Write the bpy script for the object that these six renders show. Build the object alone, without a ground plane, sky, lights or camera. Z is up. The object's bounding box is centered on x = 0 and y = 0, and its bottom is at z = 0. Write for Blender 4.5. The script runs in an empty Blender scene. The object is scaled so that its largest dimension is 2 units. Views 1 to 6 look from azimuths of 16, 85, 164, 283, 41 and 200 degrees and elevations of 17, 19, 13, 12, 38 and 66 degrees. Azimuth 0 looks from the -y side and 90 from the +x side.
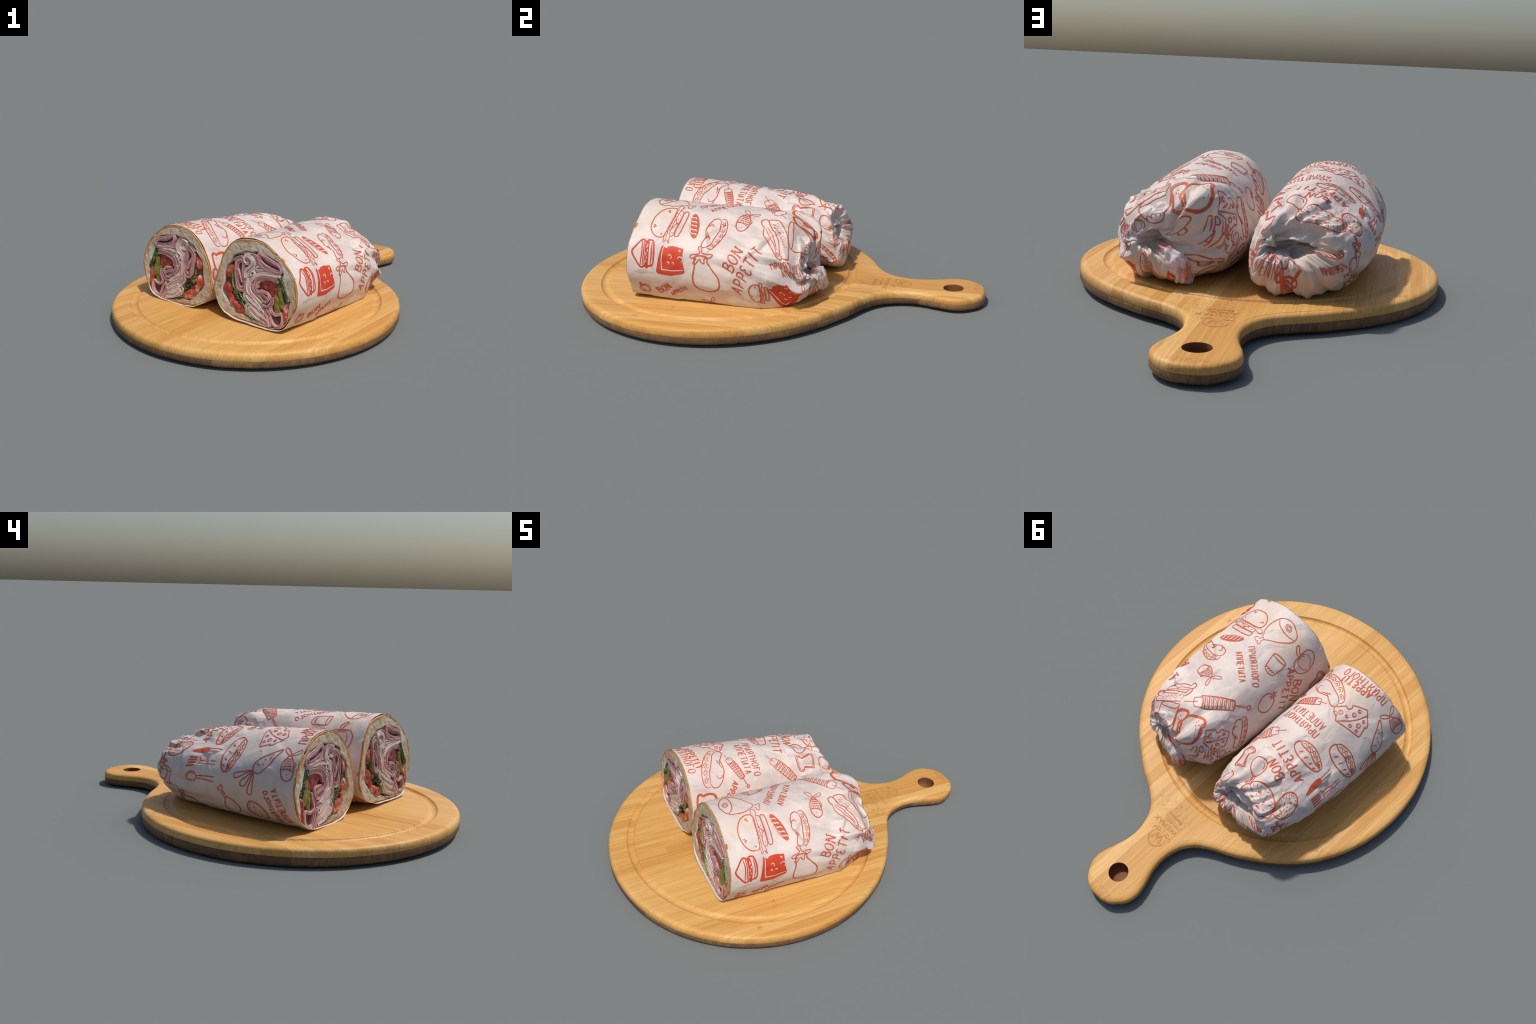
"""Two halves of a paper-wrapped deli baguette lying on a round bamboo paddle board."""
import bpy, math, random
import numpy as np
from mathutils import Vector, Matrix
from mathutils.geometry import delaunay_2d_cdt

rng = np.random.default_rng(7)
random.seed(7)
TAU = math.tau

# ------------------------------------------------------------------ numeric helpers
def hash3(ix, iy, iz, seed):
    h = (ix * 374761393 + iy * 668265263 + iz * 2147483647 + seed * 1274126177) & 0xFFFFFFFF
    h = ((h ^ (h >> 13)) * 1274126177) & 0xFFFFFFFF
    h = ((h ^ (h >> 16)) * 2246822519) & 0xFFFFFFFF
    return ((h ^ (h >> 15)) & 0xFFFFFF) / float(0xFFFFFF)

def noise(p, scale=1.0, seed=0):
    """smooth value noise in 0..1 on an (n,3) array"""
    p = np.asarray(p, float) * scale
    i = np.floor(p).astype(np.int64)
    f = p - i
    f = f * f * f * (f * (f * 6 - 15) + 10)
    out = 0
    for dx in (0, 1):
        for dy in (0, 1):
            for dz in (0, 1):
                w = (f[..., 0] if dx else 1 - f[..., 0]) * (f[..., 1] if dy else 1 - f[..., 1]) * (f[..., 2] if dz else 1 - f[..., 2])
                out = out + w * hash3(i[..., 0] + dx, i[..., 1] + dy, i[..., 2] + dz, seed)
    return out

def fbm(p, scale, seed=0, octaves=4, gain=0.5):
    s, a, out = scale, 1.0, 0
    tot = 0
    for k in range(octaves):
        out = out + a * (noise(p, s, seed + 17 * k) - 0.5)
        tot += a
        a *= gain
        s *= 2.03
    return out / tot

def ridged(p, scale, seed=0, octaves=3, gain=0.5):
    """sharp crests, soft valleys: folded paper"""
    s, a, out, tot = scale, 1.0, 0, 0
    for k in range(octaves):
        out = out + a * (1 - np.abs(2 * noise(p, s, seed + 31 * k) - 1))
        tot += a
        a *= gain
        s *= 2.1
    return out / tot

def facets(p, count, seed, tilt):
    """crumpled-paper facets: random tilted planes meeting in creases"""
    r = np.random.default_rng(seed)
    lo, hi = p.min(0), p.max(0)
    th = r.random(count) * TAU
    c = np.stack([lo[0] + r.random(count) * (hi[0] - lo[0]), 0.23 * np.cos(th), 0.23 * np.sin(th)], 1)
    g = r.normal(size=(count, 3)) * tilt
    best = np.full(len(p), 1e9)
    second = np.full(len(p), 1e9)
    v1, v2 = np.zeros(len(p)), np.zeros(len(p))
    for k in range(count):
        dv = p - c[k]
        d = np.sqrt((dv * dv).sum(1))
        val = dv @ g[k]
        near = d < best
        v2 = np.where(near, v1, np.where(d < second, val, v2))
        second = np.where(near, best, np.minimum(second, d))
        v1 = np.where(near, val, v1)
        best = np.where(near, d, best)
    w = 0.5 + 0.5 * smoothstep(0, 0.02, second - best)
    return v1 * w + v2 * (1 - w)

def smoothstep(a, b, x):
    t = np.clip((np.asarray(x, float) - a) / (b - a), 0, 1)
    return t * t * (3 - 2 * t)

def spline(pts, n=None, closed=False, step=None):
    """Catmull-Rom curve through hand-placed points, resampled evenly"""
    p = np.asarray(pts, float)
    m = len(p)
    if closed:
        q = np.vstack([p[-1], p, p[0], p[1]])
        segs = m
    else:
        q = np.vstack([2 * p[0] - p[1], p, 2 * p[-1] - p[-2]])
        segs = m - 1
    t = np.linspace(0, 1, 12, endpoint=False)[:, None]
    out = []
    for k in range(segs):
        a, b, c, d = q[k], q[k + 1], q[k + 2], q[k + 3]
        out.append(0.5 * ((2 * b) + (c - a) * t + (2 * a - 5 * b + 4 * c - d) * t ** 2 + (3 * b - a - 3 * c + d) * t ** 3))
    out = np.vstack(out + [p[:1] if closed else p[-1:]])
    L = np.r_[0, np.cumsum(np.linalg.norm(np.diff(out, axis=0), axis=1))]
    if n is None:
        n = max(3, int(L[-1] / step) + 1)
    x = np.linspace(0, L[-1], n, endpoint=not closed)
    return np.stack([np.interp(x, L, out[:, k]) for k in range(p.shape[1])], 1)

def hermite(knots, vals, x):
    """smooth interpolation of control rows (axis 0) at uneven knots"""
    knots = np.asarray(knots, float)
    v = np.asarray(vals, float)
    d = np.diff(knots)
    sl = np.diff(v, axis=0) / d.reshape(-1, *[1] * (v.ndim - 1))
    m = np.empty_like(v)
    m[0], m[-1] = sl[0], sl[-1]
    w1, w2 = d[1:], d[:-1]
    w = (w1 / (w1 + w2)).reshape(-1, *[1] * (v.ndim - 1))
    m[1:-1] = sl[:-1] * w + sl[1:] * (1 - w)
    i = np.clip(np.searchsorted(knots, x, side="right") - 1, 0, len(d) - 1)
    h = d[i].reshape(-1, *[1] * (v.ndim - 1))
    t = ((x - knots[i]) / d[i]).reshape(-1, *[1] * (v.ndim - 1))
    return ((2 * t**3 - 3 * t**2 + 1) * v[i] + (t**3 - 2 * t**2 + t) * h * m[i] + (-2 * t**3 + 3 * t**2) * v[i + 1] + (t**3 - t**2) * h * m[i + 1])

def periodic(vals, n):
    """resample closed rows of control values (rows, k, ...) to n columns with a cubic"""
    v = np.asarray(vals, float)
    k = v.shape[1]
    x = np.arange(n) * k / n
    i = np.floor(x).astype(int)
    t = (x - i).reshape(1, -1, *[1] * (v.ndim - 2))
    a, b, c, d = (v[:, (i + o) % k] for o in (-1, 0, 1, 2))
    return 0.5 * ((2 * b) + (c - a) * t + (2 * a - 5 * b + 4 * c - d) * t**2 + (3 * b - a - 3 * c + d) * t**3)

def polar_radius(outline, centre, angles):
    """radius of a closed outline seen from centre, at the given angles"""
    o = spline(outline, 720, closed=True) - np.asarray(centre)
    th = np.arctan2(o[:, 1], o[:, 0]) % TAU
    r = np.hypot(o[:, 0], o[:, 1])
    k = np.argsort(th)
    return np.interp(angles % TAU, np.r_[th[k] - TAU, th[k], th[k] + TAU], np.r_[r[k], r[k], r[k]])

def inside(poly, pts):
    x, y = pts[:, 0], pts[:, 1]
    res = np.zeros(len(pts), bool)
    a = np.asarray(poly)
    b = np.roll(a, -1, 0)
    for (x0, y0), (x1, y1) in zip(a, b):
        if y0 == y1:
            continue
        c = ((y0 > y) != (y1 > y)) & (x < (x1 - x0) * (y - y0) / (y1 - y0) + x0)
        res ^= c
    return res

# ------------------------------------------------------------------ node helpers
class Mat:
    def __init__(self, name, rough=0.6, spec=0.3):
        self.m = bpy.data.materials.new(name)
        self.m.use_nodes = True
        self.t = self.m.node_tree
        self.b = self.t.nodes["Principled BSDF"]
        self.b.inputs["Roughness"].default_value = rough
        self.b.inputs["Specular IOR Level"].default_value = spec
        self.tc = self.t.nodes.new("ShaderNodeTexCoord")
    def n(self, kind, **kw):
        x = self.t.nodes.new("ShaderNode" + kind)
        for k, v in kw.items():
            if k in x.inputs:
                x.inputs[k].default_value = v
            else:
                setattr(x, k, v)
        return x
    def l(self, a, b):
        self.t.links.new(a, b)
    def mapped(self, scale=(1, 1, 1), rot=(0, 0, 0), loc=(0, 0, 0)):
        m = self.n("Mapping")
        m.inputs["Scale"].default_value = scale
        m.inputs["Rotation"].default_value = rot
        m.inputs["Location"].default_value = loc
        self.l(self.tc.outputs["Object"], m.inputs["Vector"])
        return m.outputs[0]
    def noise(self, scale, vec=None, detail=4.0, rough=0.55, dist=0.0):
        x = self.n("TexNoise")
        x.inputs["Scale"].default_value = scale
        x.inputs["Detail"].default_value = detail
        x.inputs["Roughness"].default_value = rough
        x.inputs["Distortion"].default_value = dist
        self.l(vec if vec is not None else self.tc.outputs["Object"], x.inputs["Vector"])
        return x.outputs["Fac"]
    def ramp(self, fac, stops, interp="LINEAR"):
        r = self.n("ValToRGB")
        e = r.color_ramp.elements
        r.color_ramp.interpolation = interp
        while len(e) < len(stops):
            e.new(0.5)
        for k, (p, c) in enumerate(stops):
            e[k].position = p
            e[k].color = (*c, 1) if not isinstance(c, (int, float)) else (c, c, c, 1)
        self.l(fac, r.inputs[0])
        return r.outputs[0]
    def mix(self, a, b, fac, blend="MIX"):
        x = self.n("Mix", data_type="RGBA", blend_type=blend)
        for s, v in ((6, a), (7, b), (0, fac)):
            if isinstance(v, (int, float)):
                x.inputs[s].default_value = v
            elif isinstance(v, tuple):
                x.inputs[s].default_value = (*v, 1)
            else:
                self.l(v, x.inputs[s])
        return x.outputs[2]
    def math(self, op, a, b=0.0, c=0.0):
        x = self.n("Math", operation=op)
        for s, v in ((0, a), (1, b), (2, c)):
            if isinstance(v, (int, float)):
                x.inputs[s].default_value = v
            else:
                self.l(v, x.inputs[s])
        return x.outputs[0]
    def xyz(self, vec):
        x = self.n("SeparateXYZ")
        self.l(vec, x.inputs[0])
        return x.outputs
    def color(self, c):
        if isinstance(c, tuple):
            self.b.inputs["Base Color"].default_value = (*c, 1)
        else:
            self.l(c, self.b.inputs["Base Color"])
    def bump(self, h, strength=0.3, dist=0.002):
        x = self.n("Bump")
        x.inputs["Strength"].default_value = strength
        x.inputs["Distance"].default_value = dist
        self.l(h, x.inputs["Height"])
        self.l(x.outputs[0], self.b.inputs["Normal"])

def lin(r, g, b):
    return tuple(((c / 255) / 12.92 if c <= 10 else (((c / 255) + 0.055) / 1.055) ** 2.4) for c in (r, g, b))

# ------------------------------------------------------------------ materials
def bamboo(name, tones, gap, strip, seed, node_places=()):
    m = Mat(name, 0.5, 0.35)
    o = m.xyz(m.tc.outputs["Object"])
    x, y = o[0], o[1]
    col = m.math("FLOOR", m.math("DIVIDE", m.math("ADD", x, 0.006), strip))
    shift = m.n("TexWhiteNoise", noise_dimensions="1D")
    m.l(m.math("ADD", col, seed), shift.inputs["W"])
    row = m.math("FLOOR", m.math("ADD", m.math("MULTIPLY", y, 0.42), m.math("MULTIPLY", shift.outputs["Value"], 7.0)))
    tone = m.n("TexWhiteNoise", noise_dimensions="2D")
    cv = m.n("CombineXYZ")
    m.l(col, cv.inputs[0]); m.l(row, cv.inputs[1])
    m.l(cv.outputs[0], tone.inputs["Vector"])
    base = m.ramp(tone.outputs["Value"], [(0.0, tones[0]), (0.5, tones[1]), (1.0, tones[2])])
    fibre = m.noise(1.0, m.mapped((330, 4.2, 60)), 5.0, 0.6)
    base = m.mix(base, gap, m.ramp(fibre, [(0.44, 0.0), (0.62, 0.55)]))
    streak = m.noise(1.0, m.mapped((70, 1.6, 20), loc=(3, 1, 0)), 3.0)
    base = m.mix(base, tones[2], m.ramp(streak, [(0.5, 0.0), (0.7, 0.55)]))
    broad = m.noise(6.0, None, 3.0)
    base = m.mix(base, tones[0], m.ramp(broad, [(0.45, 0.0), (0.75, 0.35)]))
    # darker speckled marks where the canes had their nodes
    near = None
    for (nx, ny, rx, ry) in node_places:
        dx = m.math("DIVIDE", m.math("SUBTRACT", x, nx), rx)
        dy = m.math("DIVIDE", m.math("SUBTRACT", y, ny), ry)
        d = m.math("SQRT", m.math("ADD", m.math("MULTIPLY", dx, dx), m.math("MULTIPLY", dy, dy)))
        k = m.math("SUBTRACT", 1.0, m.math("MINIMUM", d, 1.0))
        near = k if near is None else m.math("MAXIMUM", near, k)
    if near is not None:
        sp = m.noise(1.0, m.mapped((130, 42, 60), loc=(1, 5, 0)), 3.0, 0.6, 0.6)
        f = m.math("MULTIPLY", m.math("MINIMUM", m.math("MULTIPLY", near, 2.5), 1.0), m.ramp(sp, [(0.5, 0.0), (0.66, 0.5)]))
        base = m.mix(base, tuple(c * 0.62 for c in gap), f)
    m.color(base)
    m.bump(fibre, 0.12, 0.001)
    return m.m

def speckled(name, stops, scale, rough=0.5, spec=0.4, detail=5.0, bump=0.3, bscale=None, dist=0.4, sss=0.0):
    m = Mat(name, rough, spec)
    f = m.noise(scale, None, detail, 0.6, dist)
    m.color(m.ramp(f, stops))
    if bump:
        m.bump(m.noise(bscale or scale * 2.0, None, 5.0), bump, 0.004)
    if sss:
        m.b.inputs["Subsurface Weight"].default_value = sss
        m.b.inputs["Subsurface Radius"].default_value = (0.02, 0.01, 0.006)
        m.b.inputs["Subsurface Scale"].default_value = 0.5
    return m.m

WOOD = dict(
    tones=(lin(205, 149, 76), lin(216, 165, 93), lin(227, 181, 111)), gap=lin(178, 119, 53))
M_TOP = bamboo("bamboo_top", WOOD["tones"], WOOD["gap"], 0.058, 3.0,
               [(0.05, 0.74, 0.17, 0.06), (0.645, -0.222, 0.05, 0.022), (0.535, -0.095, 0.05, 0.022), (-0.618, 0.374, 0.06, 0.03), (0.0, 1.255, 0.10, 0.02)])
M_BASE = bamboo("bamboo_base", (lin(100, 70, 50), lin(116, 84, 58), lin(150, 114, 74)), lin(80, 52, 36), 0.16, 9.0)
M_HOLE = speckled("bamboo_hole", [(0.3, lin(108, 66, 42)), (0.7, lin(140, 94, 60))], 12, 0.6, 0.2)
M_BURN = speckled("burnt_mark", [(0.3, lin(180, 124, 68)), (0.7, lin(197, 143, 84))], 60, 0.7, 0.2, bump=0)

def paper_material():
    m = Mat("greaseproof_paper", 0.5, 0.35)
    f = m.noise(7.0, None, 5.0, 0.6)
    c = m.ramp(f, [(0.3, lin(202, 187, 180)), (0.5, lin(216, 201, 192)), (0.72, lin(226, 212, 202))])
    g = m.noise(60.0, None, 4.0)
    c = m.mix(c, lin(204, 190, 186), m.ramp(g, [(0.5, 0.0), (0.75, 0.35)]))
    s = m.noise(3.1, m.mapped(loc=(4.2, 1.3, 0.4)), 2.0)
    c = m.mix(c, lin(214, 186, 156), m.ramp(s, [(0.56, 0.0), (0.75, 0.65)]))
    m.color(c)
    m.bump(m.noise(38.0, None, 4.0), 0.18, 0.004)
    return m.m

M_PAPER = paper_material()
M_PAPER_BACK = speckled("crumpled_paper", [(0.36, lin(196, 120, 112)), (0.46, lin(214, 176, 170)), (0.56, lin(228, 210, 206))], 16, 0.5, 0.3, 3.0, 0.2, 40)
M_INK = speckled("red_ink", [(0.3, lin(192, 84, 58)), (0.7, lin(206, 98, 70))], 40, 0.5, 0.3, bump=0)
M_INK_DEEP = speckled("deep_red_ink", [(0.3, lin(196, 60, 36)), (0.7, lin(210, 76, 48))], 30, 0.5, 0.3, bump=0)
def crumb_material():
    m = Mat("bread_crumb", 0.8, 0.15)
    c = m.ramp(m.noise(7.0, None, 4.0, 0.6, 0.5), [(0.35, lin(188, 162, 128)), (0.52, lin(192, 178, 156)), (0.66, lin(208, 202, 192))])
    c = m.mix(c, lin(150, 122, 88), m.ramp(m.noise(34.0, None, 5.0, 0.65, 0.6), [(0.50, 0.0), (0.68, 0.75)]))
    c = m.mix(c, lin(222, 214, 200), m.ramp(m.noise(52.0, m.mapped(loc=(2, 7, 1)), 4.0, 0.6, 0.4), [(0.54, 0.0), (0.70, 0.7)]))
    m.color(c)
    m.bump(m.noise(70.0, None, 5.0, 0.65), 0.6, 0.006)
    return m.m

M_CRUMB = crumb_material()
M_CRUST = speckled("bread_crust", [(0.3, lin(164, 104, 46)), (0.55, lin(200, 142, 74)), (0.75, lin(218, 174, 112))], 14, 0.6, 0.25)
M_HAM = speckled("pink_ham", [(0.3, lin(170, 118, 118)), (0.5, lin(192, 146, 142)), (0.7, lin(210, 172, 164))], 18, 0.38, 0.5, 4.0, 0.15, 40)
M_SALAMI = speckled("purple_ham_rim", [(0.3, lin(136, 90, 102)), (0.5, lin(158, 116, 124)), (0.7, lin(182, 142, 146))], 20, 0.38, 0.5, 4.0, 0.15, 40)
M_TURKEY = speckled("pale_turkey", [(0.3, lin(188, 160, 152)), (0.5, lin(205, 183, 175)), (0.7, lin(219, 202, 193))], 16, 0.4, 0.5, 4.0, 0.12, 40)
M_TOMATO = speckled("tomato_flesh", [(0.34, lin(134, 42, 32)), (0.47, lin(164, 64, 48)), (0.56, lin(196, 100, 78)), (0.66, lin(220, 168, 146))], 26, 0.22, 0.6, 4.0, 0.4, 30)
M_TOMATO_DARK = speckled("tomato_core", [(0.34, lin(104, 32, 28)), (0.5, lin(144, 52, 40)), (0.64, lin(178, 84, 58))], 34, 0.25, 0.6, 5.0, 0.5, 40)
M_PICKLE = speckled("pickle_flesh", [(0.3, lin(104, 94, 36)), (0.5, lin(128, 118, 52)), (0.7, lin(148, 140, 74))], 14, 0.35, 0.5)
M_LEAF = speckled("salad_leaf", [(0.3, lin(62, 74, 44)), (0.5, lin(92, 112, 64)), (0.7, lin(140, 158, 100))], 22, 0.4, 0.4)
M_CAVITY = speckled("dark_gap_floor", [(0.3, lin(84, 54, 48)), (0.7, lin(118, 78, 70))], 20, 0.6, 0.3)

# ------------------------------------------------------------------ object helpers
def mesh_object(name, verts, faces, mat, parent=None, smooth=True, kind=None):
    me = bpy.data.meshes.new(name)
    me.from_pydata([tuple(map(float, v)) for v in verts], [], [tuple(map(int, f)) for f in faces])
    me.update()
    for m in (mat if isinstance(mat, (list, tuple)) else [mat]):
        me.materials.append(m)
    if smooth:
        me.polygons.foreach_set("use_smooth", [True] * len(me.polygons))
    ob = bpy.data.objects.new(name, me)
    bpy.context.scene.collection.objects.link(ob)
    ob.parent = parent
    if kind:
        ob["kind"] = kind
    return ob

def grid_faces(rows, cols, wrap=False, flip=False, start=0):
    r = np.arange(rows - 1)[:, None] * cols
    c = np.arange(cols if wrap else cols - 1)[None, :]
    c1 = (c + 1) % cols
    q = np.stack([r + c, r + c1, r + cols + c1, r + cols + c], -1).reshape(-1, 4) + start
    return q[:, ::-1] if flip else q

def thing(name, loc, angle, label, category):
    e = bpy.data.objects.new(name, None)
    e.location, e.rotation_euler = loc, (0, 0, angle)
    e.empty_display_size = 0.1
    bpy.context.scene.collection.objects.link(e)
    e["label"], e["category"] = label, category
    return e

class Builder:
    """collects pieces of mesh for one part"""
    def __init__(self):
        self.v, self.f, self.k = [], [], 0
    def add(self, verts, faces):
        self.v.append(np.asarray(verts, float))
        self.f += [tuple(int(i) + self.k for i in f) for f in faces]
        self.k += len(verts)
    def make(self, name, mat, parent, **kw):
        return mesh_object(name, np.vstack(self.v), self.f, mat, parent, **kw)

# ------------------------------------------------------------------ the board
BOARD_C, BOARD_ANGLE = (-0.001, -0.200), -math.atan2(0.405, 0.914)
TOP_Z, DISC_R = 0.0850, 0.761

def board_outline():
    """disc plus paddle handle; local x across, y toward the handle"""
    half = [(0.646, 0.402), (0.675, 0.360), (0.708, 0.305), (0.749, 0.226), (0.789, 0.168), (0.834, 0.131), (0.889, 0.108),
            (0.949, 0.099), (1.009, 0.105), (1.064, 0.121), (1.114, 0.137), (1.164, 0.144), (1.214, 0.131), (1.256, 0.098), (1.286, 0.052), (1.298, 0.0)]
    side = [(b, a) for a, b in half]
    pts = side + [(-b, a) for b, a in side[-2::-1]]
    hand = spline(pts, 420)
    a0 = math.atan2(0.646, -0.402)
    a1 = math.atan2(0.646, 0.402) + TAU
    ang = np.linspace(a0, a1, 520)[1:-1]
    disc = DISC_R * np.stack([np.cos(ang), np.sin(ang)], 1)
    o = np.vstack([hand, disc])
    d = np.hypot(o[:, 0], o[:, 1] - 1.29)
    # worn, slightly uneven handle end
    p3 = np.c_[o, np.zeros(len(o))]
    n = outline_normals(o)
    o = o + n * (0.010 * fbm(p3, 14, 5, 3) * smoothstep(0.3, 0.05, d) + 0.004 * fbm(p3, 5, 8, 2))[:, None]
    return spline(o[::3], 900, closed=True)

def outline_normals(o):
    t = np.roll(o, -1, 0) - np.roll(o, 1, 0)
    t /= np.linalg.norm(t, axis=1)[:, None]
    return np.stack([t[:, 1], -t[:, 0]], 1)

def warp(p):
    """one side of the disc is raised a few millimetres"""
    wx, wy = p[:, 0] * 0.914 + p[:, 1] * 0.405, -p[:, 0] * 0.405 + p[:, 1] * 0.914 - 0.2
    return np.clip(0.0062 * wx - 0.0046 * wy, -0.006, 0.006)

def top_drop(p):
    """...and the handle hangs a little lower"""
    return -0.012 * smoothstep(0.45, 1.2, p[:, 1]) + warp(p)

def build_board():
    root = thing("cutting_board", (*BOARD_C, 0), BOARD_ANGLE, "round bamboo paddle board with juice groove and handle hole", "cutting board")
    o = board_outline()
    nrm = outline_normals(o)
    if np.sum(o[:, 0] * np.roll(o[:, 1], -1) - o[:, 1] * np.roll(o[:, 0], -1)) < 0:
        nrm = -nrm
    if np.mean(np.sum(nrm * o, 1)) < 0:
        nrm = -nrm
    N = len(o)
    p3 = np.c_[o, np.zeros(N)]
    def rings(profile, jag=0.0):
        rows = []
        for inset, z in profile:
            q = o - nrm * inset
            zz = np.maximum(z + (top_drop(o) * (z / TOP_Z) if z > 0.03 else np.minimum(warp(o) * 2.2, 0.004) * (1 if z > 0 else 0)), 0.0)
            if jag:
                zz = zz + jag * (z < 0.022) * np.maximum(0, noise(p3, 60, 3) - 0.7) * 0.008
            rows.append(np.c_[q, zz])
        return np.array(rows)
    upper = rings([(0.028, TOP_Z), (0.019, TOP_Z - 0.0006), (0.011, TOP_Z - 0.003), (0.0055, TOP_Z - 0.007), (0.002, TOP_Z - 0.013), (0.0004, TOP_Z - 0.021), (0.0, 0.049), (0.001, 0.0472)])
    R = 0.695
    # hand hole
    hc, hr = np.array([0.0, 1.145]), 0.048
    ha = np.linspace(0, TAU, 64, endpoint=False)
    hole = hc + hr * np.stack([np.cos(ha), np.sin(ha)], 1)
    # flat zone between the groove disc, the rim and the hole
    NC = 360
    ca = np.linspace(0, TAU, NC, endpoint=False)
    circ = R * np.stack([np.cos(ca), np.sin(ca)], 1)
    rim = upper[0][:, :2]
    allp = np.vstack([rim, circ, hole])
    edges = [(i, (i + 1) % N) for i in range(N)] + [(N + i, N + (i + 1) % NC) for i in range(NC)] + [(N + NC + i, N + NC + (i + 1) % 64) for i in range(64)]
    gx, gy = np.meshgrid(np.arange(-0.45, 0.46, 0.03), np.arange(0.6, 1.3, 0.03))
    extra = np.stack([gx.ravel(), gy.ravel()], 1)
    extra = extra[inside(rim, extra) & (np.hypot(*extra.T) > R + 0.012) & (np.hypot(*(extra - hc).T) > hr + 0.012)]
    cv, _, cf, *_ = delaunay_2d_cdt([Vector(p) for p in np.vstack([allp, extra])], edges, [], 0, 1e-6)
    cv = np.array([tuple(v) for v in cv])
    cen = np.array([cv[list(f)].mean(0) for f in cf])
    keep = inside(rim, cen) & ~inside(circ, cen) & ~inside(hole, cen)
    B = Builder()
    B.add(np.c_[cv, TOP_Z + top_drop(cv)], [f for f, k in zip(cf, keep) if k])
    # disc surface with the carved juice groove
    go, gi, gd = 0.662, 0.620, 0.0120
    rr = np.r_[R, np.linspace(go + 0.006, gi - 0.006, 30), np.linspace(gi - 0.02, 0.02, 24)]
    def groove(r):
        t = (r - gi) / (go - gi)
        h = np.where((t > 0) & (t < 1), -gd * np.clip(1 - (2 * t - 1) ** 2, 0, 1) ** 0.6, 0)
        return h
    rows = []
    for r in rr:
        wob = r + 0.004 * np.sin(2 * ca + 0.6) * smoothstep(0.02, 0.4, np.full(NC, r)) * (r < R)
        q = np.stack([np.cos(ca), np.sin(ca)], 1) * wob[:, None]
        rows.append(np.c_[q, TOP_Z + groove(np.full(NC, r)) + top_drop(q)])
    B.add(np.vstack(rows + [np.array([[0, 0, TOP_Z + float(top_drop(np.zeros((1, 2)))[0])]])]), list(grid_faces(len(rr), NC, True)) + [((len(rr) - 1) * NC + i, (len(rr) - 1) * NC + (i + 1) % NC, len(rr) * NC) for i in range(NC)])
    B.add(upper.reshape(-1, 3), grid_faces(len(upper), N, True))
    B.make("top_layer", M_TOP, root)
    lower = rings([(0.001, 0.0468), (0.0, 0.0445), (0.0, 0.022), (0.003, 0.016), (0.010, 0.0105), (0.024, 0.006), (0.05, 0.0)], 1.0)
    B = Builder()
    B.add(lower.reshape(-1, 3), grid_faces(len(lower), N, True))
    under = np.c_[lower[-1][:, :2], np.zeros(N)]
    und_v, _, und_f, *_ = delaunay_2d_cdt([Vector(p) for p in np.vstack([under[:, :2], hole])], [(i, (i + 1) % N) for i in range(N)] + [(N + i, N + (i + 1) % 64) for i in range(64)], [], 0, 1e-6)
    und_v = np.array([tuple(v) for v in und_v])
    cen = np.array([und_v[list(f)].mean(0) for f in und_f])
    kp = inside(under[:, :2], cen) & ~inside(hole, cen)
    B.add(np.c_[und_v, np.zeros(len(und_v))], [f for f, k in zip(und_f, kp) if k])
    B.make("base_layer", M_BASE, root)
    prof = [(1.0, TOP_Z), (0.985, TOP_Z - 0.003), (0.98, 0.06), (0.97, 0.022), (0.5, 0.018), (0.02, 0.017)]
    hv = []
    for k, z in prof:
        q = hc + (hole - hc) * k
        hv.append(np.c_[q, np.full(64, z) + top_drop(q) * (z / TOP_Z)])
    mesh_object("hanging_hole", np.vstack(hv), grid_faces(6, 64, True), M_HOLE, root)
    # end joints between bamboo strips
    B = Builder()
    def seam(x0, y0, x1, y1, w=0.0022):
        n = 40
        t = np.linspace(0, 1, n)
        p = np.stack([x0 + (x1 - x0) * t, y0 + (y1 - y0) * t], 1)
        d = np.array([y0 - y1, x1 - x0]) / math.hypot(x1 - x0, y1 - y0)
        rows = [np.c_[p + d * s * w / 2, TOP_Z + 0.0007 + groove(np.hypot(*p.T)) + top_drop(p)] for s in (1, -1)]
        B.add(np.vstack(rows), grid_faces(2, n))
    seam(-0.006, -0.730, -0.006, -0.30, 0.0026)
    seam(0.003, 0.61, 0.003, 0.70, 0.0016)
    B.make("plank_seam", M_BURN, root)
    return root

board = build_board()

# ------------------------------------------------------------------ wrapped halves
ROLL_ANGLE = -math.atan2(0.405, 0.914)
NT, NU = 384, 330                     # paper mesh: around, along
CTRL = 24                             # control angles of a ring
ANG = np.arange(CTRL) * TAU / CTRL

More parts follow.
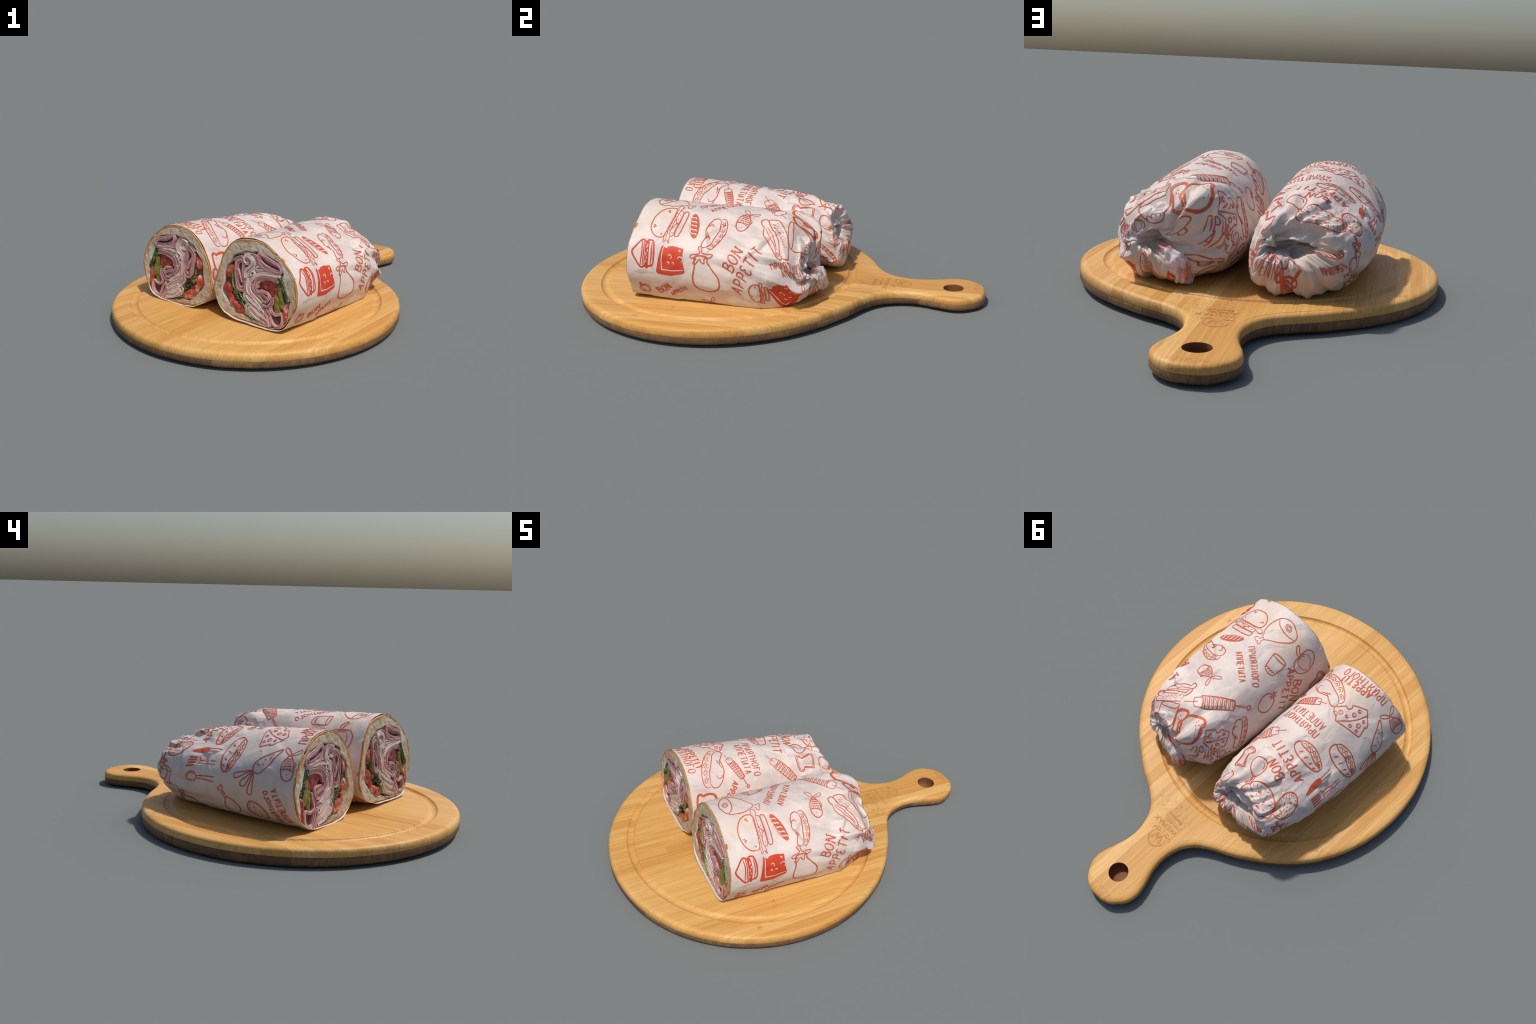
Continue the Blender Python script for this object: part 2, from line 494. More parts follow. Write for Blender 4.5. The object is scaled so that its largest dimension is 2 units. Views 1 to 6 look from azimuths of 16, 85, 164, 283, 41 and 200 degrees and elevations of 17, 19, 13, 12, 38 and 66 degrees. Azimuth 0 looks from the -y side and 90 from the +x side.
class Roll:
    """one half: local x across (s), y along the roll away from the cut (a), z up"""
    def __init__(self, centre, outline, mid, lean, skew, stations, closing, seed, folds):
        self.centre, self.outline, self.mid = np.array(centre), np.array(outline), np.array(mid)
        self.lean, self.skew, self.seed, self.folds = lean, skew, seed, folds
        self.extent = (self.outline[:, 0].max(), self.outline[:, 0].min(), self.outline[:, 1].max(), self.outline[:, 1].min())
        self.build_paper(stations, closing)

    def face_a(self, s, z):
        """the slanted knife cut"""
        return self.lean[0] * (z - self.lean[1]) + self.skew * s

    def section(self, E, W, T, B, ne=1, nw=1, sw=1, se=1):
        r = polar_radius(self.outline, self.mid, ANG)
        s, z = self.mid[0] + r * np.cos(ANG), self.mid[1] + r * np.sin(ANG)
        e0, w0, t0, b0 = self.extent
        s = np.where(s > self.mid[0], self.mid[0] + (s - self.mid[0]) * (E - self.mid[0]) / (e0 - self.mid[0]), self.mid[0] + (s - self.mid[0]) * (W - self.mid[0]) / (w0 - self.mid[0]))
        z = np.where(z > self.mid[1], self.mid[1] + (z - self.mid[1]) * (T - self.mid[1]) / (t0 - self.mid[1]), self.mid[1] + (z - self.mid[1]) * (B - self.mid[1]) / (b0 - self.mid[1]))
        for f, c in ((ne, 45), (nw, 135), (sw, 225), (se, 315)):
            d = np.abs((np.degrees(ANG) - c + 180) % 360 - 180)
            k = 1 + (f - 1) * smoothstep(50, 0, d)
            s, z = self.mid[0] + (s - self.mid[0]) * k, self.mid[1] + (z - self.mid[1]) * k
        return s, z

    def build_paper(self, stations, closing):
        rings = []
        s, z = self.section(*self.extent)
        base_a = self.face_a(s, z)
        for a, args in stations:
            s, z = self.section(*args[0], **(args[1] if len(args) > 1 else {}))
            rings.append(np.stack([s, a + base_a * (1 - smoothstep(0, 0.5, a)), z], 1))
        for ring in closing:                     # 12 hand-placed points each, resampled to CTRL
            r = np.array(ring, float)            # rows (a, s, z)
            rr = periodic(r[None], CTRL)[0]
            rings.append(rr[:, [1, 0, 2]])
        rings = np.array(rings)
        step = np.linalg.norm(np.diff(rings, axis=0), axis=2).mean(1)
        self.knots = np.r_[0, np.cumsum(step)]
        self.length = self.knots[-1]
        self.u = np.linspace(0, self.length, NU)
        P = periodic(hermite(self.knots, rings, self.u), NT)
        self.body_end = self.knots[len(stations) - 1]
        # arc length around, measured from the top, positive toward +s
        top = NT // 4
        seg = np.linalg.norm(np.roll(P, -1, 1) - P, axis=2)
        cum = np.concatenate([np.zeros((NU, 1)), np.cumsum(seg, 1)], 1)
        row = np.minimum(np.arange(NU), np.searchsorted(self.u, self.body_end))
        c = cum[row]
        self.t_top = c[:, top]
        self.cum, self.per = c, c[:, -1]
        self.P = self.crumple(P)
        self.N = self.normals(self.P)

    def normals(self, P):
        du = np.gradient(P, axis=0)
        dt = np.roll(P, -1, 1) - np.roll(P, 1, 1)
        n = np.cross(dt, du)
        return -n / (np.linalg.norm(n, axis=2)[..., None] + 1e-12) * self.sign(P, n)

    def sign(self, P, n):
        mid = P[: NU // 2].mean((0, 1))
        d = (P[5:NU // 3] - mid)
        d[..., 1] = 0
        return -1.0 if np.sum(d * n[5:NU // 3]) > 0 else 1.0

    def crumple(self, P):
        """soft dents along the body, sharp facets and a few big pleats toward the gathered end"""
        n = self.normals(P)
        u = self.u[:, None] * np.ones((1, NT))
        th = np.arange(NT)[None] * TAU / NT * np.ones((NU, 1))
        q = np.stack([u, 0.23 * np.cos(th), 0.23 * np.sin(th)], -1)      # seamless around the roll
        flat = q.reshape(-1, 3)
        sd = self.seed
        soft = fbm(flat, 5.5, sd, 3).reshape(NU, NT)
        warp = flat + 0.03 * np.stack([fbm(flat, 7, sd + k, 2) for k in (1, 2, 3)], 1)
        small = ridged(warp * [1, 1.2, 1.2], 17, sd + 9, 2).reshape(NU, NT) - 0.5
        e = self.body_end
        g = smoothstep(0.30, e, u)
        end = smoothstep(e - 0.14, e + 0.05, u) * smoothstep(self.length, self.length - 0.10, u)
        big = facets(warp, 90, sd + 60, 0.30).reshape(NU, NT)
        mid = facets(warp, 420, sd + 80, 0.30).reshape(NU, NT)
        d = 0.005 * soft * smoothstep(0, 0.15, u) + big * (0.06 + 0.13 * g + 0.08 * end) + mid * (0.09 + 0.07 * g - 0.04 * end) + small * (0.0007 + 0.0014 * g)
        # uneven pleats running into the tuck
        ph = fbm(np.stack([np.cos(th) * 1.6, np.sin(th) * 1.6, u * 3], -1).reshape(-1, 3), 1.0, sd + 40, 2).reshape(NU, NT)
        for freq, amp in ((5, 0.004), (9, 0.002)):
            w = th * freq / TAU + ph * 2.4
            tri = 1 - 2 * np.abs((w % 1) * 2 - 1)
            d = d + amp * tri * smoothstep(-0.1, 0.35, fbm(flat, 6, sd + 50 + freq, 1).reshape(NU, NT) + 0.15) * end
        # individual folds: a line on the sheet (along, degrees around) pushed in or out
        for u0, a0, u1, a1, depth, width in self.folds:
            x, y = u, ((np.degrees(th) - a0 + 180) % 360 - 180) * 0.0042
            ex, ey = u1 - u0, (a1 - a0) * 0.0042
            L2 = ex * ex + ey * ey
            k = np.clip(((x - u0) * ex + y * ey) / L2, 0, 1)
            dist = np.hypot(x - u0 - k * ex, y - k * ey) + 0.25 * width * ph
            d = d + depth * np.clip(1 - dist / (1.7 * width), 0, 1) * smoothstep(-0.05, 0.45, k)
        return P + n * d[..., None]

    def at(self, u, t, lift=0.0):
        """paper sheet coordinates -> surface point, lifted along the normal"""
        u, t = np.asarray(u, float), np.asarray(t, float)
        fi = np.clip(u / self.length * (NU - 1), 0, NU - 1.001)
        i = fi.astype(int)
        x = fi - i
        c = self.cum[i]
        per = self.per[i]
        arc = (self.t_top[i] - t) % per
        j = np.array([np.searchsorted(row, v, side="right") - 1 for row, v in zip(c, arc)])
        j = np.clip(j, 0, NT - 1)
        lo, hi = c[np.arange(len(j)), j], c[np.arange(len(j)), j + 1]
        y = (arc - lo) / np.maximum(hi - lo, 1e-9)
        j1 = (j + 1) % NT
        def mixg(G):
            return (G[i, j].T * (1 - x) * (1 - y) + G[i + 1, j].T * x * (1 - y) + G[i, j1].T * (1 - x) * y + G[i + 1, j1].T * x * y).T
        return mixg(self.P) + mixg(self.N) * lift

    def front_at(self, s, z, depth=0.0):
        s, z = np.asarray(s, float), np.asarray(z, float)
        return np.stack([s, self.face_a(s, z) + depth, z], -1)

# right half: outline of the cut, seen from the front (s to the right, z up)
OUT_R = [(0.150, 0.112), (0.113, 0.104), (0.059, 0.100), (-0.035, 0.101), (-0.143, 0.107), (-0.205, 0.122), (-0.246, 0.151), (-0.267, 0.177), (-0.284, 0.221), (-0.285, 0.255), (-0.273, 0.292),
         (-0.261, 0.328), (-0.246, 0.365), (-0.239, 0.396), (-0.224, 0.428), (-0.207, 0.452), (-0.176, 0.483), (-0.139, 0.503), (-0.108, 0.511), (-0.061, 0.517), (-0.009, 0.517), (0.037, 0.505),
         (0.085, 0.478), (0.126, 0.454), (0.162, 0.426), (0.194, 0.392), (0.216, 0.361), (0.227, 0.324), (0.232, 0.277), (0.228, 0.236), (0.210, 0.196), (0.188, 0.160), (0.168, 0.128)]
OUT_L = [(-0.030, 0.089), (0.028, 0.086), (0.095, 0.084), (0.154, 0.088), (0.189, 0.093), (0.223, 0.104), (0.263, 0.124), (0.296, 0.153), (0.311, 0.192), (0.315, 0.227), (0.311, 0.261),
         (0.302, 0.302), (0.292, 0.335), (0.271, 0.374), (0.247, 0.412), (0.218, 0.446), (0.177, 0.475), (0.143, 0.491), (0.096, 0.501), (0.049, 0.499), (0.002, 0.490), (-0.046, 0.466), (-0.082, 0.438),
         (-0.109, 0.416), (-0.137, 0.384), (-0.162, 0.339), (-0.177, 0.290), (-0.181, 0.253), (-0.173, 0.218), (-0.160, 0.179), (-0.140, 0.141), (-0.115, 0.119), (-0.075, 0.098)]

def shrunk(a, c, rs, rz, rot=0.0):
    t = np.arange(12) * TAU / 12
    return [(a, c[0] + rs * math.cos(k + rot), c[1] + rz * math.sin(k + rot)) for k in t]

RIGHT = Roll((0.127, -0.608), OUT_R, (-0.03, 0.30), (0.087, 0.254), 0.010,
    [(0.0, ((0.232, -0.285, 0.517, 0.100),)),
     (0.15, ((0.232, -0.285, 0.508, 0.092), dict(se=1.02, sw=1.02))),
     (0.32, ((0.234, -0.284, 0.498, 0.089), dict(se=1.05, sw=1.02, ne=0.98))),
     (0.50, ((0.234, -0.277, 0.490, 0.088), dict(se=1.08, sw=1.02, ne=0.95, nw=1.02))),
     (0.64, ((0.228, -0.264, 0.476, 0.088), dict(se=1.10, ne=0.88, nw=1.05))),
     (0.76, ((0.194, -0.236, 0.462, 0.098), dict(se=1.06, ne=0.88, nw=1.09, sw=0.94)))],
    [[(0.820, 0.168, 0.250), (0.805, 0.130, 0.330), (0.802, 0.050, 0.380), (0.836, -0.030, 0.396), (0.850, -0.110, 0.408), (0.825, -0.180, 0.352),
      (0.800, -0.215, 0.250), (0.800, -0.200, 0.180), (0.815, -0.140, 0.132), (0.832, -0.050, 0.114), (0.836, 0.062, 0.122), (0.832, 0.152, 0.168)],
     [(0.842, 0.152, 0.250), (0.822, 0.122, 0.318), (0.825, 0.062, 0.355), (0.850, -0.010, 0.362), (0.862, -0.080, 0.352), (0.848, -0.130, 0.295),
      (0.846, -0.140, 0.235), (0.846, -0.130, 0.185), (0.856, -0.090, 0.148), (0.868, -0.030, 0.143), (0.868, 0.055, 0.162), (0.860, 0.115, 0.198)],
     [(0.848, 0.128, 0.252), (0.832, 0.096, 0.284), (0.842, 0.046, 0.306), (0.848, 0.000, 0.302), (0.850, -0.030, 0.292), (0.850, -0.040, 0.265),
      (0.852, -0.045, 0.240), (0.857, -0.040, 0.215), (0.862, -0.020, 0.200), (0.868, 0.010, 0.194), (0.870, 0.050, 0.204), (0.864, 0.092, 0.226)],
     shrunk(0.836, (0.045, 0.250), 0.062, 0.038), shrunk(0.812, (0.045, 0.252), 0.042, 0.028), shrunk(0.796, (0.035, 0.254), 0.008, 0.008)], 11,
    [(0.58, 56, 0.86, 74, -0.018, 0.026), (0.62, 136, 0.88, 118, 0.007, 0.022), (0.64, 118, 0.90, 104, -0.009, 0.022), (0.58, 12, 0.88, -14, -0.016, 0.020), (0.60, -2, 0.90, -30, 0.013, 0.016),
     (0.52, 36, 0.74, 16, -0.012, 0.018), (0.50, 26, 0.80, 4, 0.008, 0.014), (0.68, 160, 0.88, 148, -0.012, 0.016), (0.70, 186, 0.88, 184, -0.012, 0.014), (0.72, 216, 0.88, 210, -0.014, 0.016),
     (0.74, 245, 0.90, 250, -0.014, 0.018), (0.76, 300, 0.92, 296, -0.016, 0.020), (0.70, -45, 0.90, -40, -0.010, 0.016), (0.44, 48, 0.58, 30, -0.006, 0.014), (0.40, 5, 0.62, -10, -0.007, 0.016), (0.30, -18, 0.55, -24, 0.005, 0.02)])

LEFT = Roll((-0.440, -0.354), OUT_L, (0.07, 0.28), (0.073, 0.240), 0.015,
    [(0.0, ((0.315, -0.181, 0.501, 0.085), dict(ne=1.02))),
     (0.15, ((0.314, -0.179, 0.490, 0.086), dict(ne=1.035, se=1.03, sw=1.03))),
     (0.32, ((0.315, -0.174, 0.474, 0.089), dict(nw=0.97, ne=1.065, se=1.03, sw=1.03))),
     (0.50, ((0.313, -0.165, 0.455, 0.090), dict(nw=0.925, ne=1.09, se=1.05, sw=1.03))),
     (0.65, ((0.312, -0.146, 0.432, 0.090), dict(nw=0.895, sw=0.99, ne=1.09, se=1.07))),
     (0.77, ((0.308, -0.114, 0.400, 0.092), dict(nw=0.93, sw=0.95, ne=1.07, se=1.06)))],
    [[(0.866, 0.286, 0.235), (0.845, 0.260, 0.305), (0.832, 0.205, 0.348), (0.826, 0.125, 0.366), (0.842, 0.040, 0.368), (0.850, -0.034, 0.336),
      (0.858, -0.076, 0.255), (0.858, -0.055, 0.182), (0.874, 0.000, 0.138), (0.888, 0.090, 0.110), (0.892, 0.192, 0.114), (0.886, 0.265, 0.162)],
     [(0.885, 0.268, 0.240), (0.846, 0.246, 0.296), (0.830, 0.195, 0.326), (0.822, 0.125, 0.342), (0.842, 0.052, 0.345), (0.868, -0.002, 0.306),
      (0.882, -0.030, 0.260), (0.888, -0.012, 0.222), (0.900, 0.030, 0.206), (0.906, 0.100, 0.200), (0.906, 0.180, 0.205), (0.902, 0.235, 0.220)],
     [(0.880, 0.250, 0.248), (0.838, 0.234, 0.284), (0.825, 0.185, 0.306), (0.818, 0.125, 0.320), (0.826, 0.064, 0.318), (0.838, 0.044, 0.296),
      (0.852, 0.040, 0.270), (0.862, 0.055, 0.252), (0.864, 0.085, 0.243), (0.868, 0.130, 0.238), (0.874, 0.175, 0.236), (0.882, 0.222, 0.240)],
     shrunk(0.842, (0.142, 0.268), 0.090, 0.030), shrunk(0.798, (0.146, 0.270), 0.072, 0.026), shrunk(0.772, (0.14, 0.268), 0.02, 0.010)], 23,
    [(0.62, 78, 0.87, 70, -0.020, 0.020), (0.60, 68, 0.82, 60, 0.008, 0.020), (0.70, 96, 0.87, 92, -0.010, 0.018), (0.68, 86, 0.86, 82, 0.006, 0.016), (0.70, 116, 0.87, 118, -0.012, 0.020),
     (0.72, 140, 0.87, 146, -0.014, 0.016), (0.58, 200, 0.86, 188, -0.012, 0.018), (0.56, 190, 0.84, 178, 0.007, 0.014), (0.52, 216, 0.86, 212, -0.012, 0.018), (0.64, 42, 0.86, 30, -0.012, 0.018),
     (0.76, 240, 0.92, 250, -0.016, 0.018), (0.78, 282, 0.94, 286, -0.014, 0.016), (0.78, 312, 0.94, 316, -0.014, 0.016), (0.78, 266, 0.93, 268, 0.012, 0.014), (0.78, 298, 0.93, 300, 0.010, 0.014), (0.40, 208, 0.62, 214, -0.006, 0.016)])

# ------------------------------------------------------------------ what the cut shows (right half, s / z in metres)
CAVITY = [(-0.163, 0.393), (-0.151, 0.419), (-0.123, 0.430), (-0.088, 0.448), (-0.049, 0.450), (-0.011, 0.460), (0.024, 0.452), (0.067, 0.444), (0.113, 0.429), (0.135, 0.403),
          (0.140, 0.378), (0.132, 0.361), (0.144, 0.333), (0.159, 0.297), (0.178, 0.268), (0.187, 0.252), (0.180, 0.220), (0.182, 0.166), (0.160, 0.138), (0.112, 0.112), (0.067, 0.108),
          (0.020, 0.112), (-0.028, 0.120), (-0.073, 0.133), (-0.126, 0.134), (-0.156, 0.156), (-0.182, 0.179), (-0.205, 0.201), (-0.226, 0.234), (-0.216, 0.276), (-0.212, 0.339), (-0.187, 0.371)]
# folded cold cuts: name of the meat, closed?, thickness, centre line
SLICES = [
    ("ham", True, 0.0085, [(-0.126, 0.405), (-0.147, 0.384), (-0.152, 0.345), (-0.146, 0.303), (-0.133, 0.261), (-0.108, 0.251), (-0.085, 0.265), (-0.085, 0.303), (-0.098, 0.344), (-0.100, 0.384), (-0.112, 0.406)]),
    ("salami", True, 0.0072, [(-0.124, 0.393), (-0.138, 0.376), (-0.140, 0.341), (-0.134, 0.305), (-0.124, 0.273), (-0.109, 0.263), (-0.096, 0.282), (-0.100, 0.318), (-0.107, 0.354), (-0.106, 0.385), (-0.116, 0.395)]),
    ("ham", False, 0.0070, [(-0.137, 0.353), (-0.128, 0.338), (-0.116, 0.315), (-0.107, 0.292)]),
    ("ham", True, 0.0085, [(-0.010, 0.446), (-0.001, 0.459), (0.024, 0.449), (0.067, 0.433), (0.109, 0.421), (0.131, 0.403), (0.123, 0.382), (0.086, 0.381), (0.040, 0.389), (0.004, 0.403), (-0.010, 0.423)]),
    ("salami", True, 0.0066, [(-0.002, 0.438), (0.004, 0.449), (0.029, 0.441), (0.064, 0.427), (0.104, 0.413), (0.120, 0.401), (0.113, 0.391), (0.082, 0.392), (0.043, 0.401), (0.013, 0.414), (0.000, 0.426)]),
    ("salami", False, 0.0056, [(0.013, 0.443), (0.033, 0.428), (0.053, 0.419), (0.072, 0.415), (0.103, 0.411)]),
    ("turkey", False, 0.0095, [(-0.079, 0.320), (-0.085, 0.334), (-0.081, 0.358), (-0.064, 0.375), (-0.046, 0.396), (-0.047, 0.417), (-0.069, 0.429), (-0.094, 0.421), (-0.098, 0.403), (-0.085, 0.390), (-0.065, 0.397)]),
    ("turkey", False, 0.0095, [(-0.103, 0.428), (-0.080, 0.438), (-0.048, 0.435), (-0.030, 0.413), (-0.029, 0.389), (-0.044, 0.367), (-0.063, 0.351), (-0.067, 0.330)]),
    ("turkey", False, 0.0100, [(0.113, 0.375), (0.067, 0.378), (0.036, 0.383), (0.001, 0.392), (-0.020, 0.387), (-0.022, 0.372), (0.003, 0.370), (0.026, 0.375), (0.056, 0.371)]),
    ("turkey", False, 0.0070, [(-0.050, 0.334), (-0.055, 0.351), (-0.041, 0.363), (-0.027, 0.355), (-0.034, 0.340)]),
    ("turkey", False, 0.0110, [(0.126, 0.368), (0.080, 0.364), (0.034, 0.361), (-0.004, 0.350), (-0.034, 0.328), (-0.054, 0.300), (-0.057, 0.275), (-0.044, 0.252), (-0.019, 0.236), (0.005, 0.222), (0.027, 0.211)]),
    ("turkey", False, 0.0095, [(-0.068, 0.322), (-0.070, 0.287), (-0.064, 0.257), (-0.036, 0.238), (-0.010, 0.219), (0.016, 0.202)]),
    ("salami", False, 0.0100, [(0.111, 0.350), (0.073, 0.352), (0.035, 0.349), (0.005, 0.339), (-0.019, 0.315), (-0.019, 0.283), (-0.005, 0.261), (0.022, 0.257), (0.046, 0.248), (0.058, 0.235)]),
    ("ham", False, 0.0090, [(0.118, 0.338), (0.073, 0.341), (0.040, 0.338), (0.014, 0.328), (-0.006, 0.308), (-0.007, 0.287)]),
    ("ham", False, 0.0085, [(-0.036, 0.298), (-0.032, 0.274), (-0.013, 0.253), (0.015, 0.241), (0.027, 0.228), (0.051, 0.226), (0.066, 0.252), (0.056, 0.268), (0.040, 0.271), (0.009, 0.273)]),
    ("turkey", True, 0.0085, [(-0.061, 0.198), (-0.084, 0.220), (-0.088, 0.239), (-0.072, 0.250), (-0.055, 0.234), (-0.027, 0.216), (0.007, 0.202), (0.031, 0.185), (0.048, 0.166), (0.037, 0.152), (0.009, 0.158), (-0.027, 0.178)]),
    ("turkey", False, 0.0090, [(-0.065, 0.194), (-0.075, 0.176), (-0.069, 0.159), (-0.050, 0.147), (-0.021, 0.135), (0.019, 0.123), (0.053, 0.113), (0.057, 0.106)]),
    ("turkey", False, 0.0090, [(-0.052, 0.185), (-0.031, 0.161), (0.002, 0.141), (0.034, 0.132), (0.059, 0.122)]),
    ("turkey", False, 0.0090, [(-0.061, 0.172), (-0.040, 0.152), (-0.008, 0.132), (0.028, 0.126), (0.052, 0.118)]),
    ("turkey", False, 0.0090, [(-0.041, 0.200), (-0.009, 0.182), (0.026, 0.162), (0.045, 0.161)]),
    ("turkey", False, 0.0085, [(-0.045, 0.181), (-0.018, 0.166), (0.010, 0.150), (0.036, 0.143)]),
    ("turkey", False, 0.0085, [(-0.073, 0.237), (-0.059, 0.224), (-0.034, 0.208), (-0.003, 0.193), (0.023, 0.174)]),
    ("ham", False, 0.0095, [(0.049, 0.193), (0.070, 0.173), (0.085, 0.143), (0.097, 0.123), (0.127, 0.120), (0.149, 0.141), (0.151, 0.177), (0.137, 0.185), (0.108, 0.176), (0.081, 0.187), (0.075, 0.205), (0.087, 0.231), (0.088, 0.256)]),
    ("salami", False, 0.0090, [(0.029, 0.207), (0.053, 0.205), (0.078, 0.224), (0.087, 0.252)]),
    ("ham", False, 0.0090, [(0.025, 0.147), (0.053, 0.138), (0.069, 0.123), (0.071, 0.109)]),
    ("salami", False, 0.0085, [(0.053, 0.191), (0.047, 0.171), (0.060, 0.149), (0.075, 0.128), (0.085, 0.112)]),
    ("salami", False, 0.0080, [(-0.159, 0.392), (-0.142, 0.408), (-0.114, 0.418), (-0.101, 0.399), (-0.094, 0.369), (-0.088, 0.333)]),
    ("salami", False, 0.0080, [(-0.066, 0.445), (-0.041, 0.441), (-0.020, 0.427), (-0.015, 0.403), (-0.025, 0.383)]),
]
# slices lying flat between the folds
PACKED = [("turkey", [(-0.086, 0.222), (-0.074, 0.248), (-0.030, 0.222), (0.028, 0.192), (0.050, 0.165), (0.062, 0.112), (0.000, 0.122), (-0.052, 0.148), (-0.076, 0.180)]),
          ("turkey", [(-0.100, 0.432), (-0.030, 0.440), (-0.018, 0.392), (0.110, 0.372), (0.100, 0.358), (0.000, 0.350), (-0.050, 0.300), (-0.072, 0.260), (-0.080, 0.330), (-0.075, 0.380)]),
          ("ham", [(-0.060, 0.290), (-0.030, 0.320), (0.005, 0.345), (0.060, 0.356), (0.060, 0.345), (0.010, 0.330), (-0.012, 0.300), (-0.010, 0.262), (0.050, 0.235), (0.030, 0.212), (-0.030, 0.240)])]
TOMATOES = [[(-0.010, 0.322), (0.020, 0.337), (0.066, 0.335), (0.103, 0.330), (0.109, 0.271), (0.072, 0.257), (0.040, 0.268), (0.020, 0.288), (-0.001, 0.302)],
            [(-0.206, 0.344), (-0.186, 0.365), (-0.166, 0.366), (-0.166, 0.330), (-0.177, 0.302), (-0.201, 0.304), (-0.211, 0.321)],
            [(-0.229, 0.236), (-0.209, 0.264), (-0.191, 0.274), (-0.163, 0.251), (-0.170, 0.225), (-0.158, 0.214), (-0.158, 0.195), (-0.180, 0.176), (-0.194, 0.203), (-0.220, 0.222)],
            [(-0.158, 0.195), (-0.113, 0.184), (-0.092, 0.177), (-0.067, 0.139), (-0.126, 0.135), (-0.154, 0.155), (-0.178, 0.176)],
            [(0.156, 0.241), (0.186, 0.249), (0.178, 0.217), (0.180, 0.169), (0.159, 0.147), (0.148, 0.198)]]
PICKLES = [[(0.110, 0.311), (0.124, 0.320), (0.140, 0.320), (0.142, 0.278), (0.156, 0.239), (0.154, 0.212), (0.128, 0.214), (0.115, 0.260)],
           [(0.092, 0.264), (0.117, 0.264), (0.126, 0.238), (0.133, 0.189), (0.102, 0.184)],
           [(-0.165, 0.240), (-0.140, 0.248), (-0.124, 0.232), (-0.150, 0.222)]]
LEAVES = [[(0.101, 0.333), (0.114, 0.356), (0.127, 0.351), (0.138, 0.332), (0.120, 0.321)],
          [(0.134, 0.358), (0.146, 0.328), (0.159, 0.297), (0.176, 0.268), (0.182, 0.257)],
          [(0.143, 0.318), (0.157, 0.282), (0.173, 0.255), (0.163, 0.244)],
          [(-0.164, 0.408), (-0.143, 0.424), (-0.119, 0.434)],
          [(-0.167, 0.345), (-0.167, 0.301), (-0.162, 0.268), (-0.145, 0.249), (-0.120, 0.239), (-0.102, 0.217), (-0.073, 0.199)],
          [(-0.117, 0.195), (-0.097, 0.190), (-0.080, 0.172), (-0.068, 0.143)],
          [(-0.135, 0.222), (-0.118, 0.205), (-0.100, 0.205), (-0.090, 0.185)],
          [(-0.070, 0.142), (-0.053, 0.139), (-0.041, 0.131), (-0.021, 0.122)]]
MEAT = {"ham": M_HAM, "salami": M_SALAMI, "turkey": M_TURKEY}
MEAT_NAME = {"ham": "ham_slice", "salami": "smoked_ham_slice", "turkey": "turkey_slice"}

def strip_mesh(B, roll, path, thick, closed, front, depth, seed, shift=0.0):
    """a slice seen end-on: a band following its centre line, rounded at the cut, running back into the roll"""
    p = spline(path, closed=closed, step=0.0035)
    n = len(p)
    t = (np.roll(p, -1, 0) - np.roll(p, 1, 0)) if closed else np.gradient(p, axis=0)
    t /= np.linalg.norm(t, axis=1)[:, None] + 1e-9
    nr = np.stack([-t[:, 1], t[:, 0]], 1)
    p3 = np.c_[p, np.full(n, seed * 0.37)]
    p = p + nr * (shift + 0.0014 * fbm(p3, 60, seed, 2))[:, None]
    w = thick * 0.5 * (1 + 0.30 * fbm(p3, 45, seed + 3, 2))
    dep = front + 0.006 * fbm(p3, 28, seed + 6, 2)
    prof = [(-1, depth), (-1, 0.0016), (-0.90, 0.0004), (-0.78, 0.0), (-0.2, 0.0), (0.2, 0.0), (0.78, 0.0), (0.90, 0.0004), (1, 0.0016), (1, depth)]
    rows = [roll.front_at(*(p + nr * (w * k)[:, None]).T, dep + d) for k, d in prof]
    B.add(np.vstack(rows), grid_faces(len(prof), n, closed))
    if not closed:
        for e in (0, n - 1):
            loop = [r * n + e for r in range(len(prof))]
            B.f.append(tuple(i + B.k - len(prof) * n for i in loop))

def pillow_mesh(B, roll, poly, front, depth, puff, seed, step=0.004):
    """a lump of filling with a wet, bulging cut surface"""
    o = spline(poly, closed=True, step=step)
    n = len(o)
    c3 = np.c_[o, np.full(n, seed)]
    lo, hi = o.min(0), o.max(0)
    gx, gy = np.meshgrid(np.arange(lo[0], hi[0], step), np.arange(lo[1], hi[1], step * 0.87))
    gx = gx + (np.arange(gx.shape[0]) % 2)[:, None] * step / 2
    g = np.stack([gx.ravel(), gy.ravel()], 1)
    g = g[inside(o, g)]
    dist = np.sqrt(((g[:, None] - o[None]) ** 2).sum(2)).min(1) if len(g) else np.zeros(0)
    g, dist = g[dist > step * 0.6], dist[dist > step * 0.6]
    v, _, f, *_ = delaunay_2d_cdt([Vector(q) for q in np.vstack([o, g])], [(i, (i + 1) % n) for i in range(n)], [], 1, 1e-7)
    v = np.array([tuple(q) for q in v])
    d = np.sqrt(((v[:, None] - o[None]) ** 2).sum(2)).min(1)
    bulge = smoothstep(0, 0.014, d) ** 0.6
    rough = fbm(np.c_[v, np.full(len(v), seed * 1.3)], 55, seed, 3)
    dep = front + 0.004 - puff * bulge + 0.010 * rough * bulge
    B.add(roll.front_at(v[:, 0], v[:, 1], dep), [tuple(q) for q in f])
    B.add(np.vstack([roll.front_at(o[:, 0], o[:, 1], front + 0.004), roll.front_at(o[:, 0], o[:, 1], depth)]), grid_faces(2, n, True))

